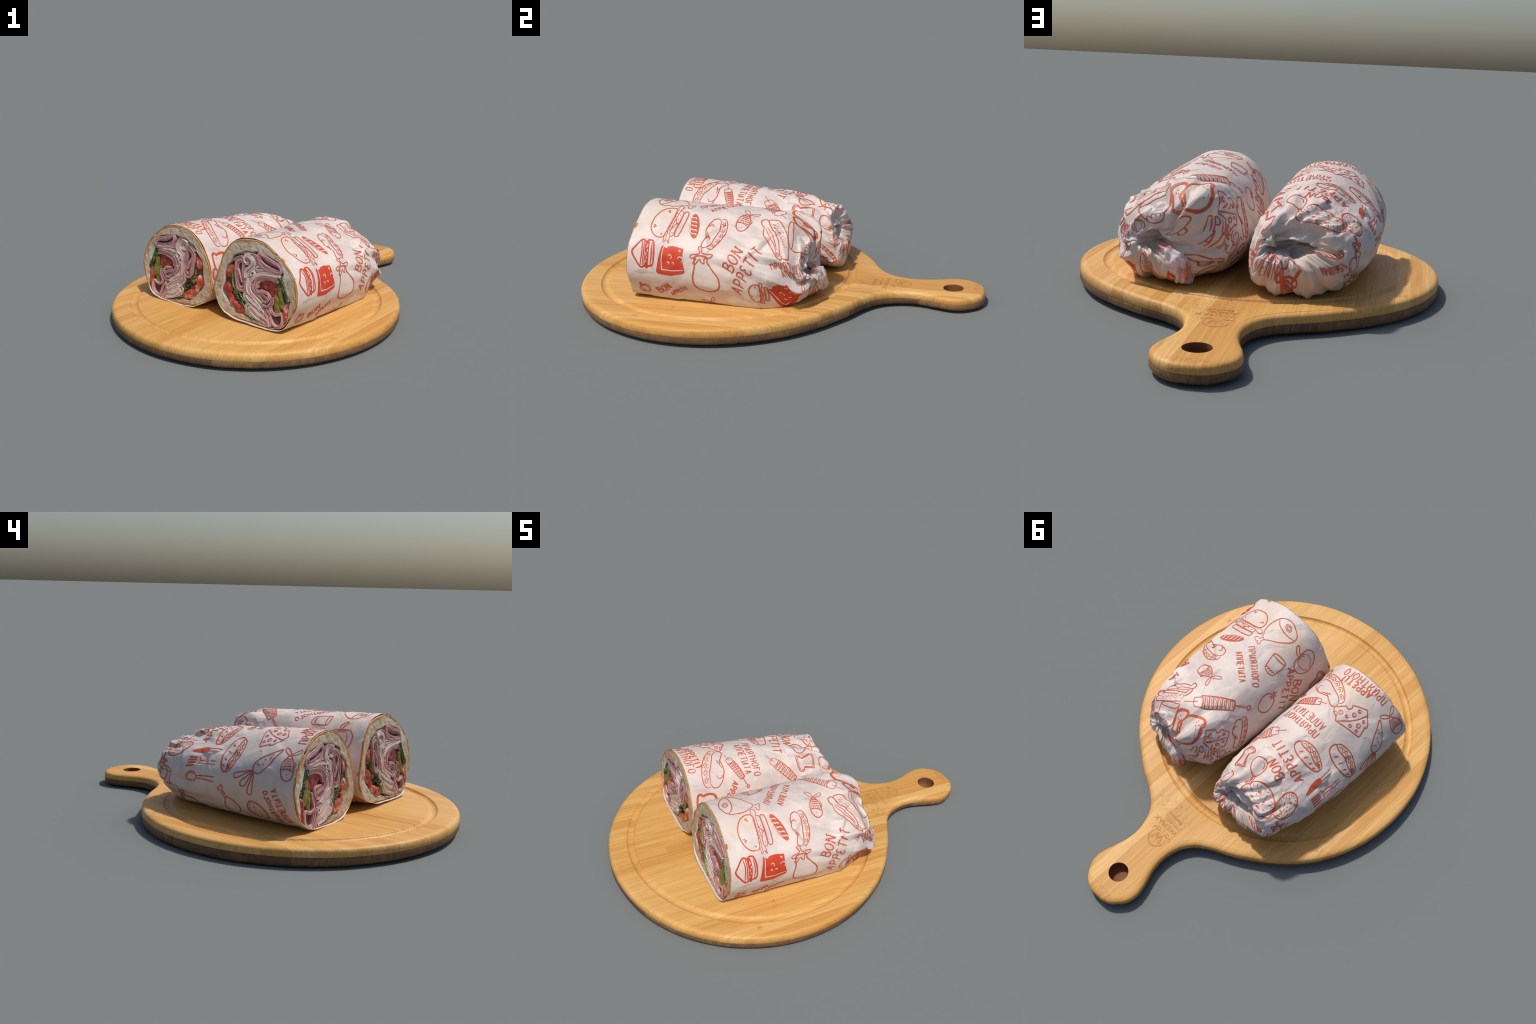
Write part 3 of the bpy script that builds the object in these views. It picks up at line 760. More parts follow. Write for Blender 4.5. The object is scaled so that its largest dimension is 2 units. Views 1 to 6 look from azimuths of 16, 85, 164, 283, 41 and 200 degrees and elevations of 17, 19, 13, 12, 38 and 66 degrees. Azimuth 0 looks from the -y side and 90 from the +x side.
def leaf_mesh(B, roll, path, front, seed, width=0.0042):
    """frilly edge of a salad leaf poking out between the layers"""
    p = spline(path, step=0.0022)
    n = len(p)
    t = np.gradient(p, axis=0)
    t /= np.linalg.norm(t, axis=1)[:, None] + 1e-9
    nr = np.stack([-t[:, 1], t[:, 0]], 1)
    L = np.arange(n) * 0.0022
    for layer in range(3):
        wave = width * (0.25 * np.sin(L * 330 + seed + layer * 2) + 2.0 * fbm(np.c_[p, np.full(n, seed + layer)], 70, seed, 2))
        c = p + nr * (wave + (layer - 1) * width * 0.55)[:, None]
        lift = front + 0.005 * fbm(np.c_[p, np.full(n, seed + layer * 3.0)], 50, seed + 2, 2) - 0.002 * layer
        rows = []
        for k, d in ((-1, 0.03), (-0.9, 0.004), (0, 0.0), (0.9, 0.003), (1, 0.03)):
            rows.append(roll.front_at(*(c + nr * (k * 0.0014)).T, lift + d))
        B.add(np.vstack(rows), grid_faces(5, n))

def build_half(name, roll, label, mirror):
    root = thing(name, (*roll.centre, 0.0), ROLL_ANGLE, label, "wrapped sandwich")
    if mirror:
        def place(p):
            p = np.asarray(p, float)
            z = 0.085 + (p[:, 1] - 0.102) * 1.002
            z = z + 0.010 * np.sin(np.clip((z - 0.085) / 0.416, 0, 1) * math.pi)
            return np.stack([0.067 - 0.96 * (p[:, 0] + 0.0265), z], 1)
    else:
        place = lambda p: np.asarray(p, float)
    # paper
    P = roll.P
    lip = np.where((np.arange(NT) * 360 / NT > 215) & (np.arange(NT) * 360 / NT < 318), 1.0, 0.0)
    k = np.ones(25) / 25
    lip = np.convolve(np.r_[lip, lip, lip], k, "same")[NT:2 * NT]
    edge3 = np.stack([np.cos(np.arange(NT) * TAU / NT), np.sin(np.arange(NT) * TAU / NT), np.zeros(NT)], 1)
    ragged = 0.004 * fbm(edge3, 9, roll.seed, 4) + 0.003
    front = P[0].copy()
    front[:, 1] += 0.0105 - 0.0175 * lip - 1.3 * ragged
    inner0 = front - roll.N[0] * 0.0022
    inner1 = P[8] - roll.N[8] * 0.0024
    sheet = np.concatenate([inner1[None], inner0[None], front[None], P[1:]])
    B = Builder()
    last = (len(sheet) - 1) * NT
    B.add(np.vstack([sheet.reshape(-1, 3), P[-1].mean(0)[None]]), list(grid_faces(len(sheet), NT, True, flip=True)) + [(last + (i + 1) % NT, last + i, last + NT) for i in range(NT)])
    wrap = B.make("paper_wrapper", M_PAPER, root)
    # bread: crust skin and crumb, from the paper to the filling
    NA, mid = 240, np.array([-0.02, 0.275])
    if mirror:
        mid = place(mid[None])[0]
    ang = np.arange(NA) * TAU / NA
    r_out = polar_radius(roll.outline, mid, ang) - 0.0018 - 0.0014 * smoothstep(-0.3, -0.8, np.sin(ang))
    r_out = r_out - 0.004 * np.maximum(0, noise(np.c_[np.cos(ang), np.sin(ang), ang * 0], 9, 15) - 0.35)
    r_in = polar_radius(place(CAVITY), mid, ang) + 0.004 * fbm(np.c_[np.cos(ang), np.sin(ang), ang * 0], 8, 19, 3)
    r_crust = np.maximum(r_out - 0.005 - 0.008 * (noise(np.c_[np.cos(ang), np.sin(ang), ang * 0], 5, 3)), r_in + 0.003)
    dirs = np.stack([np.cos(ang), np.sin(ang)], 1)
    def ringpts(r, d):
        q = mid + dirs * np.asarray(r)[:, None]
        return roll.front_at(q[:, 0], q[:, 1], d)
    def bumpy(r, amp, sd):
        q = np.c_[mid + dirs * np.asarray(r)[:, None], np.full(NA, sd * 0.1)]
        return amp * (fbm(q, 38, sd, 4) + 0.6 * np.minimum(0, fbm(q, 75, sd + 4, 2)))
    nick = np.exp(-(((np.degrees(ang) - (133 if mirror else 60)) / 2.2) ** 2))     # the tear in the crust
    rows = [ringpts(r_out - 0.016, 0.06), ringpts(r_out - 0.005, 0.022), ringpts(r_out - 0.0012, 0.013), ringpts(r_out - 0.0004, 0.004)]
    for f in (0.0, 0.3, 0.65, 1.0):
        r = r_out + (r_crust - r_out) * f - 0.0015 * (f == 0)
        rows.append(ringpts(r - 0.008 * nick, -0.001 + 0.002 * abs(f - 0.4) + bumpy(r, 0.004, 12) + 0.012 * nick))
    B = Builder()
    B.add(np.vstack(rows), grid_faces(len(rows), NA, True))
    B.make("bread_crust", M_CRUST, root)
    rows = [rows[-1]]
    for f in np.linspace(0.06, 1, 22):
        r = r_crust + (r_in - r_crust) * f
        rows.append(ringpts(r, 0.0005 + bumpy(r, 0.006, 31) + 0.006 * smoothstep(0.86, 1, f)))
    for d in (0.02, 0.055):
        rows.append(ringpts(r_in + 0.001, d))
    B = Builder()
    B.add(np.vstack(rows), grid_faces(len(rows), NA, True))
    B.make("bread_crumb", M_CRUMB, root)
    # shallow dark brown floor behind the slices, seen through the gaps
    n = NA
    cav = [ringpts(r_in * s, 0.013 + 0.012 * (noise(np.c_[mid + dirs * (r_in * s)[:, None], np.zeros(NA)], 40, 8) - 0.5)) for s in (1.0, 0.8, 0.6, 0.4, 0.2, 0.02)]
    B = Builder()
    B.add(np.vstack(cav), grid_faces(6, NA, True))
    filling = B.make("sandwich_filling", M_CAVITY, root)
    for k, (meat, closed, th, path) in enumerate(SLICES):
        front = -0.004 + 0.005 * rng.random()
        for side in (-1, 1):              # every fold is a doubled slice
            B = Builder()
            strip_mesh(B, roll, place(path), th * 0.78, closed, front + 0.0011 * (side * (1 if k % 2 else -1)), 0.04, 2 * k + side, side * th * 0.39)
            kind = ("ham" if meat == "salami" and side == (1 if k % 2 else -1) else meat)
            B.make(MEAT_NAME[kind], MEAT[kind], filling)
    for k, (meat, poly) in enumerate(PACKED):
        B = Builder()
        pillow_mesh(B, roll, place(poly), 0.004, 0.04, 0.001, k + 41)
        B.make(MEAT_NAME[meat], MEAT[meat], filling)
    for k, poly in enumerate(TOMATOES):
        B = Builder()
        pillow_mesh(B, roll, place(poly), 0.010 if k == 0 else 0.001, 0.05, 0.007, k + 3)
        B.make("tomato_piece", M_TOMATO_DARK if k == 0 else M_TOMATO, filling)
    for k, poly in enumerate(PICKLES):
        B = Builder()
        pillow_mesh(B, roll, place(poly), 0.002, 0.05, 0.005, k + 13)
        B.make("pickle_strip", M_PICKLE, filling)
    for k, path in enumerate(LEAVES):
        B = Builder()
        leaf_mesh(B, roll, place(path), 0.0, k + 21)
        B.make("salad_leaf", M_LEAF, filling)
    if not mirror:
        # the gathered tail of paper, tucked down against the end
        path = spline([(0.020, 0.830, 0.232), (-0.022, 0.856, 0.208), (-0.052, 0.868, 0.176), (-0.064, 0.868, 0.140), (-0.058, 0.852, 0.112)], 34)
        rad = np.interp(np.linspace(0, 1, 34), [0, 0.3, 0.6, 0.85, 1], [0.020, 0.032, 0.042, 0.036, 0.012])
        tg = np.gradient(path, axis=0)
        tg /= np.linalg.norm(tg, axis=1)[:, None]
        sx = np.cross(tg, [0.3, 1.0, 0.2]); sx /= np.linalg.norm(sx, axis=1)[:, None]
        sy = np.cross(sx, tg)
        w = np.arange(72) * TAU / 72
        ring = path[:, None] + rad[:, None, None] * (np.cos(w)[None, :, None] * sx[:, None] + 0.62 * np.sin(w)[None, :, None] * sy[:, None])
        out = ring - path[:, None]
        out /= np.linalg.norm(out, axis=2)[..., None]
        q = ring.reshape(-1, 3) - np.array([0, 0.86, 0.17])
        q = np.stack([q[:, 1], q[:, 0], q[:, 2]], 1)
        wrinkle = 0.020 * (ridged(q + 0.02 * fbm(q, 20, 3, 2)[:, None], 24, 77, 2) - 0.5).reshape(34, 72) + 0.008 * (np.abs(((w * 7 / TAU) % 1) * 2 - 1) - 0.5)[None]
        ring = ring + out * wrinkle[..., None]
        B = Builder()
        B.add(np.vstack([ring.reshape(-1, 3), path[-1:]]), list(grid_faces(34, 72, True)) + [(33 * 72 + i, 33 * 72 + (i + 1) % 72, 34 * 72) for i in range(72)])
        B.make("twisted_paper_end", M_PAPER_BACK, root)
    return root, wrap

right_root, right_wrap = build_half("wrapped_sandwich_half", RIGHT, "right half of a deli baguette wrapped in printed paper", False)
left_root, left_wrap = build_half("wrapped_sandwich_half", LEFT, "left half of a deli baguette wrapped in printed paper", True)

# ------------------------------------------------------------------ the print on the paper
# Each drawing lives in a unit frame: x runs along the motif (0 to 1), y to its left.
THIN, MID, BOLD = 0.0036, 0.0052, 0.0082

def arc(cx, cy, rx, ry, a0=0.0, a1=360.0, n=16, tilt=0.0):
    t = np.radians(np.linspace(a0, a1, n, endpoint=abs(a1 - a0) < 359.9))
    x, y = rx * np.cos(t), ry * np.sin(t)
    c, s = math.cos(math.radians(tilt)), math.sin(math.radians(tilt))
    return [(cx + a * c - b * s, cy + a * s + b * c) for a, b in zip(x, y)]

class Drawing:
    def __init__(self):
        self.lines, self.fills, self.whites = [], [], []
    def line(self, pts, w=THIN, closed=False, soft=True):
        self.lines.append((pts, w, closed, soft))
    def loop(self, pts, w=THIN, soft=True):
        self.lines.append((pts, w, True, soft))
    def fill(self, pts, soft=True):
        self.fills.append((pts, soft))
    def white(self, pts, w=THIN, soft=True):
        self.whites.append((pts, w, False, soft))

def draw_hamburger(d):
    d.loop([(0.56, 0.50), (0.38, 0.55), (0.17, 0.44), (0.03, 0.20), (0.0, -0.05), (0.07, -0.33), (0.25, -0.52), (0.46, -0.55), (0.54, -0.48), (0.57, -0.2), (0.58, 0.2)], MID)
    z = [(0.59 + 0.035 * (k % 2), -0.60 + 1.15 * k / 18) for k in range(19)]
    d.line(z)
    d.line([(0.55, 0.5), (0.60, 0.70), (0.72, 0.66), (0.68, 0.44)])
    d.line([(0.55, -0.5), (0.57, -0.68), (0.66, -0.60), (0.74, -0.70), (0.70, -0.45)])
    d.loop([(0.68, 0.42), (0.74, 0.48), (0.81, 0.40), (0.82, 0.0), (0.80, -0.42), (0.73, -0.48), (0.68, -0.40), (0.67, 0.0)])
    d.line([(0.66, 0.2), (0.74, 0.02), (0.81, -0.02), (0.74, -0.08), (0.66, -0.32)])
    for k in range(5):
        d.loop(arc(0.745, -0.36 + 0.17 * k, 0.012, 0.012, n=6))
    d.loop([(0.83, 0.42), (0.90, 0.48), (0.98, 0.40), (1.0, 0.0), (0.98, -0.40), (0.90, -0.46), (0.84, -0.40), (0.84, 0.0)], MID)
    for x, y in ((0.12, -0.18), (0.17, -0.22), (0.14, -0.26), (0.33, 0.40), (0.38, 0.36), (0.36, 0.43), (0.43, -0.44)):
        d.loop(arc(x, y, 0.018, 0.018, n=7))

def draw_baguette(d):
    d.fill(arc(0.5, 0, 0.5, 0.155, n=28))
    for k in range(5):
        x = 0.15 + 0.165 * k
        d.white([(x - 0.04, -0.105), (x + 0.02, -0.03), (x + 0.02, 0.03), (x + 0.09, 0.075)], BOLD * 0.8)
    d.white([(0.10, -0.108), (0.4, -0.135), (0.8, -0.11)], THIN)

def draw_filled_roll(d):
    d.line([(0.97, -0.14), (0.99, -0.24), (0.90, -0.29), (0.72, -0.24), (0.60, -0.22), (0.50, -0.27)], MID)
    d.line([(0.72, -0.22), (0.60, -0.27), (0.42, -0.33), (0.28, -0.28), (0.24, -0.20), (0.30, -0.16)], MID)
    d.line([(0.44, -0.32), (0.24, -0.31), (0.06, -0.23), (0.02, -0.10), (0.10, -0.01)], MID)
    d.line([(0.10, -0.01), (0.35, 0.02), (0.6, -0.02), (0.85, -0.06), (0.97, -0.14)], MID)
    d.line([(0.60, -0.20), (0.70, -0.15)], MID)
    d.line([(0.02, -0.02), (0.0, 0.06), (0.07, 0.14), (0.25, 0.20), (0.5, 0.20), (0.75, 0.14), (0.95, 0.03), (1.0, -0.06), (0.97, -0.12)], MID)
    for x, y, r in ((0.16, 0.07, 0.07), (0.33, 0.09, 0.08), (0.52, 0.09, 0.08), (0.70, 0.06, 0.08), (0.86, 0.0, 0.06)):
        d.line(arc(x, y - 0.02, r, r * 1.1, 160, 10, 9))
        d.line(arc(x, y - 0.04, r * 0.55, r * 0.7, 170, 0, 7))

def draw_fish(d):
    d.loop([(0.0, 0.0), (0.10, -0.12), (0.35, -0.26), (0.62, -0.28), (0.88, -0.20), (1.0, -0.02), (0.92, 0.17), (0.68, 0.25), (0.38, 0.22), (0.12, 0.10)], MID)
    d.loop([(0.0, 0.0), (-0.12, 0.14), (-0.24, 0.36), (-0.16, 0.42), (-0.04, 0.28)])
    d.loop([(0.0, 0.0), (-0.20, -0.06), (-0.36, -0.24), (-0.30, -0.32), (-0.12, -0.20)])
    d.line([(0.62, -0.28), (0.57, -0.05), (0.68, 0.25)])
    for row in range(5):
        x = 0.12 + 0.10 * row
        hw = 0.10 + 0.03 * row
        for k in range(4 + row % 2):
            y = -hw - 0.02 + (2 * hw) * (k + 0.5) / (4 + row % 2)
            d.line(arc(x, y, 0.055, hw / 4.2, 90, -90, 6))
    d.line([(0.76, -0.03), (0.79, 0.0)], MID)
    d.line([(0.55, 0.25), (0.40, 0.31), (0.28, 0.22)])

def draw_hot_dog(d):
    d.loop([(0.02, 0.16), (0.15, 0.26), (0.45, 0.27), (0.80, 0.18), (1.0, 0.06), (0.98, -0.07), (0.85, -0.08), (0.5, 0.02), (0.12, 0.05), (0.0, 0.08)], MID)
    d.line([(0.04, 0.06), (-0.05, 0.05), (-0.08, -0.04), (0.0, -0.10), (0.10, -0.08)], MID)
    d.line([(0.08, -0.08), (0.25, -0.18), (0.55, -0.20), (0.80, -0.20), (0.95, -0.20), (1.0, -0.12), (0.92, -0.05)], MID)
    d.line([(0.12, -0.06), (0.35, -0.10), (0.62, -0.12), (0.82, -0.16)])
    d.line([(0.12, -0.02), (0.4, -0.04), (0.75, -0.12)])
    d.loop(arc(0.86, -0.15, 0.05, 0.025, n=10))
    for k in range(26):
        x = 0.12 + 0.026 * k
        o = 0.02 * math.sin(k * 1.9)
        y0 = 0.09 - 0.09 * max(0, x - 0.25)
        d.line([(x, y0 + o), (x + 0.012, y0 + 0.05 + o)], 0.0021, soft=False)
        if k % 2:
            d.line([(x, y0 + 0.08 + o), (x + 0.010, y0 + 0.11 + o)], 0.0021, soft=False)

def draw_club_sandwich(d):
    d.loop([(0.0, 0.02), (0.12, 0.24), (0.36, 0.56), (0.50, 0.56), (0.60, 0.46), (0.66, 0.56), (0.80, 0.58), (0.92, 0.50), (1.0, 0.12), (1.0, -0.34), (0.92, -0.50), (0.76, -0.52), (0.70, -0.60), (0.62, -0.52), (0.44, -0.58), (0.18, -0.28)], BOLD)
    d.line([(0.40, 0.54), (0.46, 0.1), (0.44, -0.2), (0.42, -0.54)], MID)
    d.line([(0.50, 0.50), (0.545, 0.1), (0.53, -0.2), (0.52, -0.50)], MID)
    d.fill([(0.56, 0.44), (0.64, 0.50), (0.74, 0.50), (0.78, 0.1), (0.78, -0.2), (0.75, -0.48), (0.68, -0.54), (0.58, -0.46), (0.59, -0.2), (0.60, 0.1)])
    for x, y, l in ((0.68, 0.30, 0.16), (0.66, -0.02, 0.14), (0.70, -0.18, 0.10), (0.64, -0.34, 0.14), (0.72, 0.12, 0.12)):
        d.white([(x - 0.015, y - l / 2), (x + 0.012, y), (x, y + l / 2)], THIN * 1.3)
    d.line([(0.86, 0.50), (0.90, 0.1), (0.90, -0.2), (0.86, -0.48)], MID)

def draw_cheese_block(d):
    d.fill([(0.02, 0.34), (0.06, 0.42), (0.14, 0.36), (0.22, 0.34), (0.28, 0.42), (0.5, 0.46), (0.84, 0.44), (0.88, 0.1), (1.0, -0.32), (0.94, -0.40), (0.5, -0.56), (0.04, -0.58), (-0.02, -0.52), (0.0, -0.1)], soft=False)
    d.white([(0.10, 0.40), (0.12, -0.10), (0.18, -0.40), (0.55, -0.37), (0.97, -0.27)], MID, soft=False)
    for x, y, r in ((0.40, 0.08, 0.07), (0.80, 0.06, 0.10), (0.72, 0.32, 0.04), (0.38, -0.14, 0.04), (0.56, -0.12, 0.04)):
        d.white(arc(x, y, r, r, 170, -50, 9), MID)

def draw_eggplant(d):
    d.loop([(0.20, -0.12), (0.42, -0.16), (0.66, -0.24), (0.86, -0.22), (0.98, -0.06), (0.98, 0.14), (0.86, 0.30), (0.66, 0.32), (0.46, 0.20), (0.34, 0.13), (0.22, 0.12)], BOLD * 0.85)
    d.loop([(0.0, 0.02), (0.02, -0.05), (0.14, -0.02), (0.16, -0.20), (0.22, -0.22), (0.24, -0.10), (0.32, -0.18), (0.36, -0.14), (0.26, -0.03), (0.32, 0.0), (0.35, 0.06), (0.25, 0.08), (0.24, 0.20), (0.18, 0.26), (0.16, 0.10), (0.12, 0.03)], MID, soft=True)

def draw_ham_leg(d):
    d.line([(0.20, 0.05), (0.34, 0.22), (0.56, 0.34), (0.80, 0.36), (0.97, 0.20), (1.0, 0.0), (0.95, -0.22), (0.78, -0.30), (0.50, -0.22), (0.30, -0.10), (0.20, -0.04), (0.20, 0.05)], MID)
    d.line([(0.74, 0.36), (0.68, 0.16), (0.74, -0.10), (0.86, -0.28)], MID)
    d.loop(arc(0.85, 0.06, 0.065, 0.10, n=14))
    d.loop(arc(0.85, 0.06, 0.035, 0.06, n=10))
    d.line([(0.20, 0.03), (0.11, 0.04), (0.09, 0.10), (0.02, 0.11), (0.0, 0.03), (0.04, -0.01), (0.0, -0.06), (0.06, -0.11), (0.11, -0.05), (0.20, -0.03)])

def draw_kebab(d):
    d.line([(0.0, 0.01), (0.20, 0.0)], THIN)
    d.line([(0.72, 0.0), (0.93, 0.0)], MID)
    d.loop(arc(0.965, 0.0, 0.034, 0.034, n=10), MID)
    d.loop([(0.15, 0.07), (0.24, 0.08), (0.27, 0.06), (0.26, -0.07), (0.23, -0.09), (0.15, -0.07), (0.14, 0.0)])
    for k in range(8):
        x = 0.25 + 0.06 * k
        h = 0.10 - 0.004 * k
        d.line([(x - 0.01, h), (x + 0.045, h * 0.85), (x + 0.05, 0.0), (x + 0.04, -h * 0.9), (x - 0.005, -h)], THIN * 1.2)
        d.line([(x, h * 0.8), (x + 0.025, h * 0.4), (x + 0.026, -h * 0.6)], THIN * 0.8)
    d.line([(0.24, 0.10), (0.5, 0.09), (0.72, 0.06)])
    d.line([(0.24, -0.10), (0.5, -0.09), (0.72, -0.07)])
    d.line([(0.72, 0.07), (0.735, 0.0), (0.72, -0.07)])

def draw_tomato(d):
    d.loop([(0.12, -0.05), (0.22, -0.30), (0.48, -0.42), (0.78, -0.36), (0.97, -0.14), (0.98, 0.12), (0.82, 0.34), (0.52, 0.40), (0.24, 0.28)], BOLD * 0.7)
    d.line([(0.12, -0.05), (-0.06, -0.16), (0.06, -0.02), (-0.12, 0.06), (0.08, 0.04), (0.02, 0.22), (0.16, 0.08), (0.30, 0.06), (0.18, 0.0), (0.28, -0.12), (0.12, -0.05)], THIN, soft=False)

def draw_glass(d):
    d.loop(arc(0.06, 0.0, 0.11, 0.40, n=18), MID)
    d.line([(0.08, 0.40), (0.55, 0.36), (0.92, 0.30)], MID)
    d.line([(0.08, -0.40), (0.55, -0.36), (0.92, -0.30)], MID)
    d.line([(0.92, 0.30), (1.0, 0.14), (1.02, -0.04), (0.99, -0.18), (0.92, -0.30)], MID)
    for k in range(4):
        d.line(arc(0.90, -0.22 + 0.15 * k, 0.11, 0.075, 90, 270, 8))

def draw_bell_pepper(d):
    d.line([(0.30, 0.0), (0.18, 0.04), (0.02, 0.16), (0.0, 0.08), (0.14, -0.06), (0.30, -0.06)], MID)
    d.loop([(0.28, -0.04), (0.30, -0.28), (0.46, -0.42), (0.70, -0.38), (0.90, -0.22), (1.0, 0.0), (0.92, 0.20), (0.72, 0.36), (0.48, 0.40), (0.30, 0.26)], MID)
    d.line([(0.30, -0.05), (0.42, -0.22), (0.70, -0.20), (0.94, -0.04)])
    d.line([(0.30, 0.05), (0.42, 0.20), (0.70, 0.20), (0.94, 0.06)])
    d.line([(0.28, -0.14), (0.36, -0.06), (0.30, 0.0), (0.38, 0.06), (0.28, 0.14)])

def draw_toast_pair(d):
    back = [(0.02, -0.10), (0.06, 0.20), (0.10, 0.38), (0.26, 0.42), (0.44, 0.36), (0.42, 0.22)]
    d.line(back, BOLD * 1.6)
    d.fill([(-0.03, -0.06), (0.02, -0.08), (0.05, 0.10), (0.06, -0.20), (0.22, -0.34), (0.30, -0.30), (0.28, -0.42), (0.20, -0.46), (0.02, -0.30)])
    d.fill([(0.20, 0.14), (0.30, 0.20), (0.36, 0.14), (0.34, -0.04), (0.32, -0.34), (0.26, -0.38), (0.24, -0.16), (0.22, 0.0)])
    d.line([(0.33, 0.16), (0.50, 0.26), (0.76, 0.26), (0.96, 0.20), (1.0, 0.08), (0.93, 0.0), (0.95, -0.24), (0.88, -0.44), (0.70, -0.50), (0.50, -0.44), (0.36, -0.36)], BOLD * 1.6)
    for x, y in ((0.74, 0.10), (0.80, 0.14), (0.76, 0.02), (0.84, 0.04), (0.80, -0.06), (0.16, 0.24), (0.22, 0.28), (0.20, 0.20), (0.84, -0.20), (0.74, -0.26)):
        d.line([(x, y), (x + 0.022, y + 0.010)], MID, soft=False)
    for k in range(4):
        d.white([(0.285, 0.10 - 0.11 * k), (0.292, 0.03 - 0.11 * k)], THIN * 1.2, soft=False)
        d.white([(0.01 + 0.05 * k, -0.20 - 0.05 * k), (0.03 + 0.05 * k, -0.26 - 0.05 * k)], THIN * 1.2, soft=False)

def draw_toast(d):
    o = [(0.05, 0.30), (0.16, 0.42), (0.30, 0.34), (0.34, 0.26), (0.62, 0.30), (0.95, 0.36), (1.0, 0.0), (0.94, -0.34), (0.60, -0.30), (0.34, -0.24), (0.30, -0.34), (0.14, -0.40), (0.04, -0.28), (0.0, 0.0)]
    d.loop(o, MID)
    d.loop([(0.52 + (x - 0.52) * 0.86, y * 0.82) for x, y in o], THIN)
    for x, y in ((0.4, 0.05), (0.62, -0.10), (0.7, 0.12)):
        d.line([(x, y), (x + 0.03, y + 0.02)])

def draw_cheese_wedge(d):
    d.loop([(0.0, 0.0), (0.04, 0.16), (0.0, 0.28), (0.06, 0.44), (0.40, 0.40), (0.44, 0.30), (0.56, 0.32), (0.60, 0.40), (0.70, 0.36), (1.0, 0.22), (0.96, -0.22), (0.90, -0.30), (0.86, -0.26), (0.80, -0.36), (0.66, -0.52), (0.60, -0.48)], MID, soft=False)
    d.line([(0.0, 0.0), (0.4, -0.04), (0.7, -0.02), (0.97, 0.05)], MID)
    for x, y, r in ((0.20, 0.24, 0.065), (0.34, 0.10, 0.045), (0.58, 0.12, 0.06), (0.76, 0.20, 0.05), (0.40, -0.18, 0.045), (0.66, -0.20, 0.065), (0.58, -0.34, 0.04), (0.84, -0.10, 0.04)):
        d.loop(arc(x, y, r, r, n=12))
        d.line(arc(x + 0.01, y, r * 0.6, r * 0.6, 90, 270, 7), THIN * 0.8)
    d.line([(0.02, 0.13), (0.09, 0.20), (0.08, 0.28), (0.0, 0.29)])

def draw_carrot(d):
    d.loop([(0.36, 0.03), (0.44, 0.11), (0.60, 0.11), (0.80, 0.06), (1.0, 0.0), (0.80, -0.07), (0.58, -0.13), (0.42, -0.11), (0.36, -0.03)], MID)
    for a in (0.20, 0.0, -0.20):
        d.loop([(0.36, a * 0.1), (0.20, a * 0.6 + 0.03), (0.05, a + 0.05), (0.0, a), (0.06, a - 0.06), (0.22, a * 0.6 - 0.03)], MID)
    for x, s in ((0.48, 1), (0.56, -1), (0.64, 1), (0.72, -1), (0.80, 1)):
        d.line([(x, s * 0.10 * (1.2 - x)), (x + 0.01, s * 0.02), (x + 0.02, -s * 0.01)])

def draw_knife(d):
    d.fill([(0.0, 0.0), (0.15, 0.09), (0.40, 0.14), (0.58, 0.12), (0.60, 0.02), (0.56, -0.04), (0.30, -0.04)])
    d.line([(0.58, 0.09), (1.0, 0.10)], THIN)
    d.line([(0.60, 0.0), (1.0, 0.0)], THIN)

def draw_fork(d):
    for k in range(4):
        y = -0.13 + 0.085 * k
        d.line([(0.30, y * 0.9), (0.0, y - 0.012), (0.0, y + 0.012), (0.28, y * 0.9 + 0.02)], THIN * 1.2)
    d.line([(0.30, -0.14), (0.38, -0.10), (0.42, -0.035), (1.0, -0.05)], MID)
    d.line([(0.30, 0.16), (0.38, 0.12), (0.42, 0.045), (1.0, 0.05)], MID)

def draw_spoon(d):
    d.loop(arc(0.18, 0.0, 0.18, 0.12, n=18), MID)
    d.line(arc(0.17, 0.0, 0.13, 0.08, 40, 200, 9), THIN)
    d.line([(0.35, 0.03), (0.5, 0.035), (1.0, 0.06)], MID)
    d.line([(0.35, -0.03), (0.5, -0.035), (1.0, -0.06)], MID)

def draw_cookie(d):
    d.loop(arc(0.5, 0.0, 0.5, 0.33, n=26), BOLD * 0.8)
    for k in range(22):
        a = TAU * k / 22
        d.line([(0.5 + 0.45 * math.cos(a), 0.285 * math.sin(a)), (0.5 + 0.38 * math.cos(a + 0.08), 0.235 * math.sin(a + 0.08))], THIN * 0.8, soft=False)
    for x, y, r in ((0.30, 0.05, 0.045), (0.46, -0.10, 0.03), (0.56, 0.10, 0.028), (0.72, -0.04, 0.045), (0.62, -0.16, 0.026), (0.22, -0.08, 0.028), (0.40, 0.18, 0.024)):
        d.fill(arc(x, y, r, r * 0.9, n=9))
    for k in range(12):
        a, r = k * 2.4, 0.08 + 0.022 * k
        x, y = 0.5 + r * math.cos(a), 0.65 * r * math.sin(a)
        d.line([(x, y), (x + 0.035, y + 0.012), (x + 0.05, y - 0.01)], THIN * 0.8)

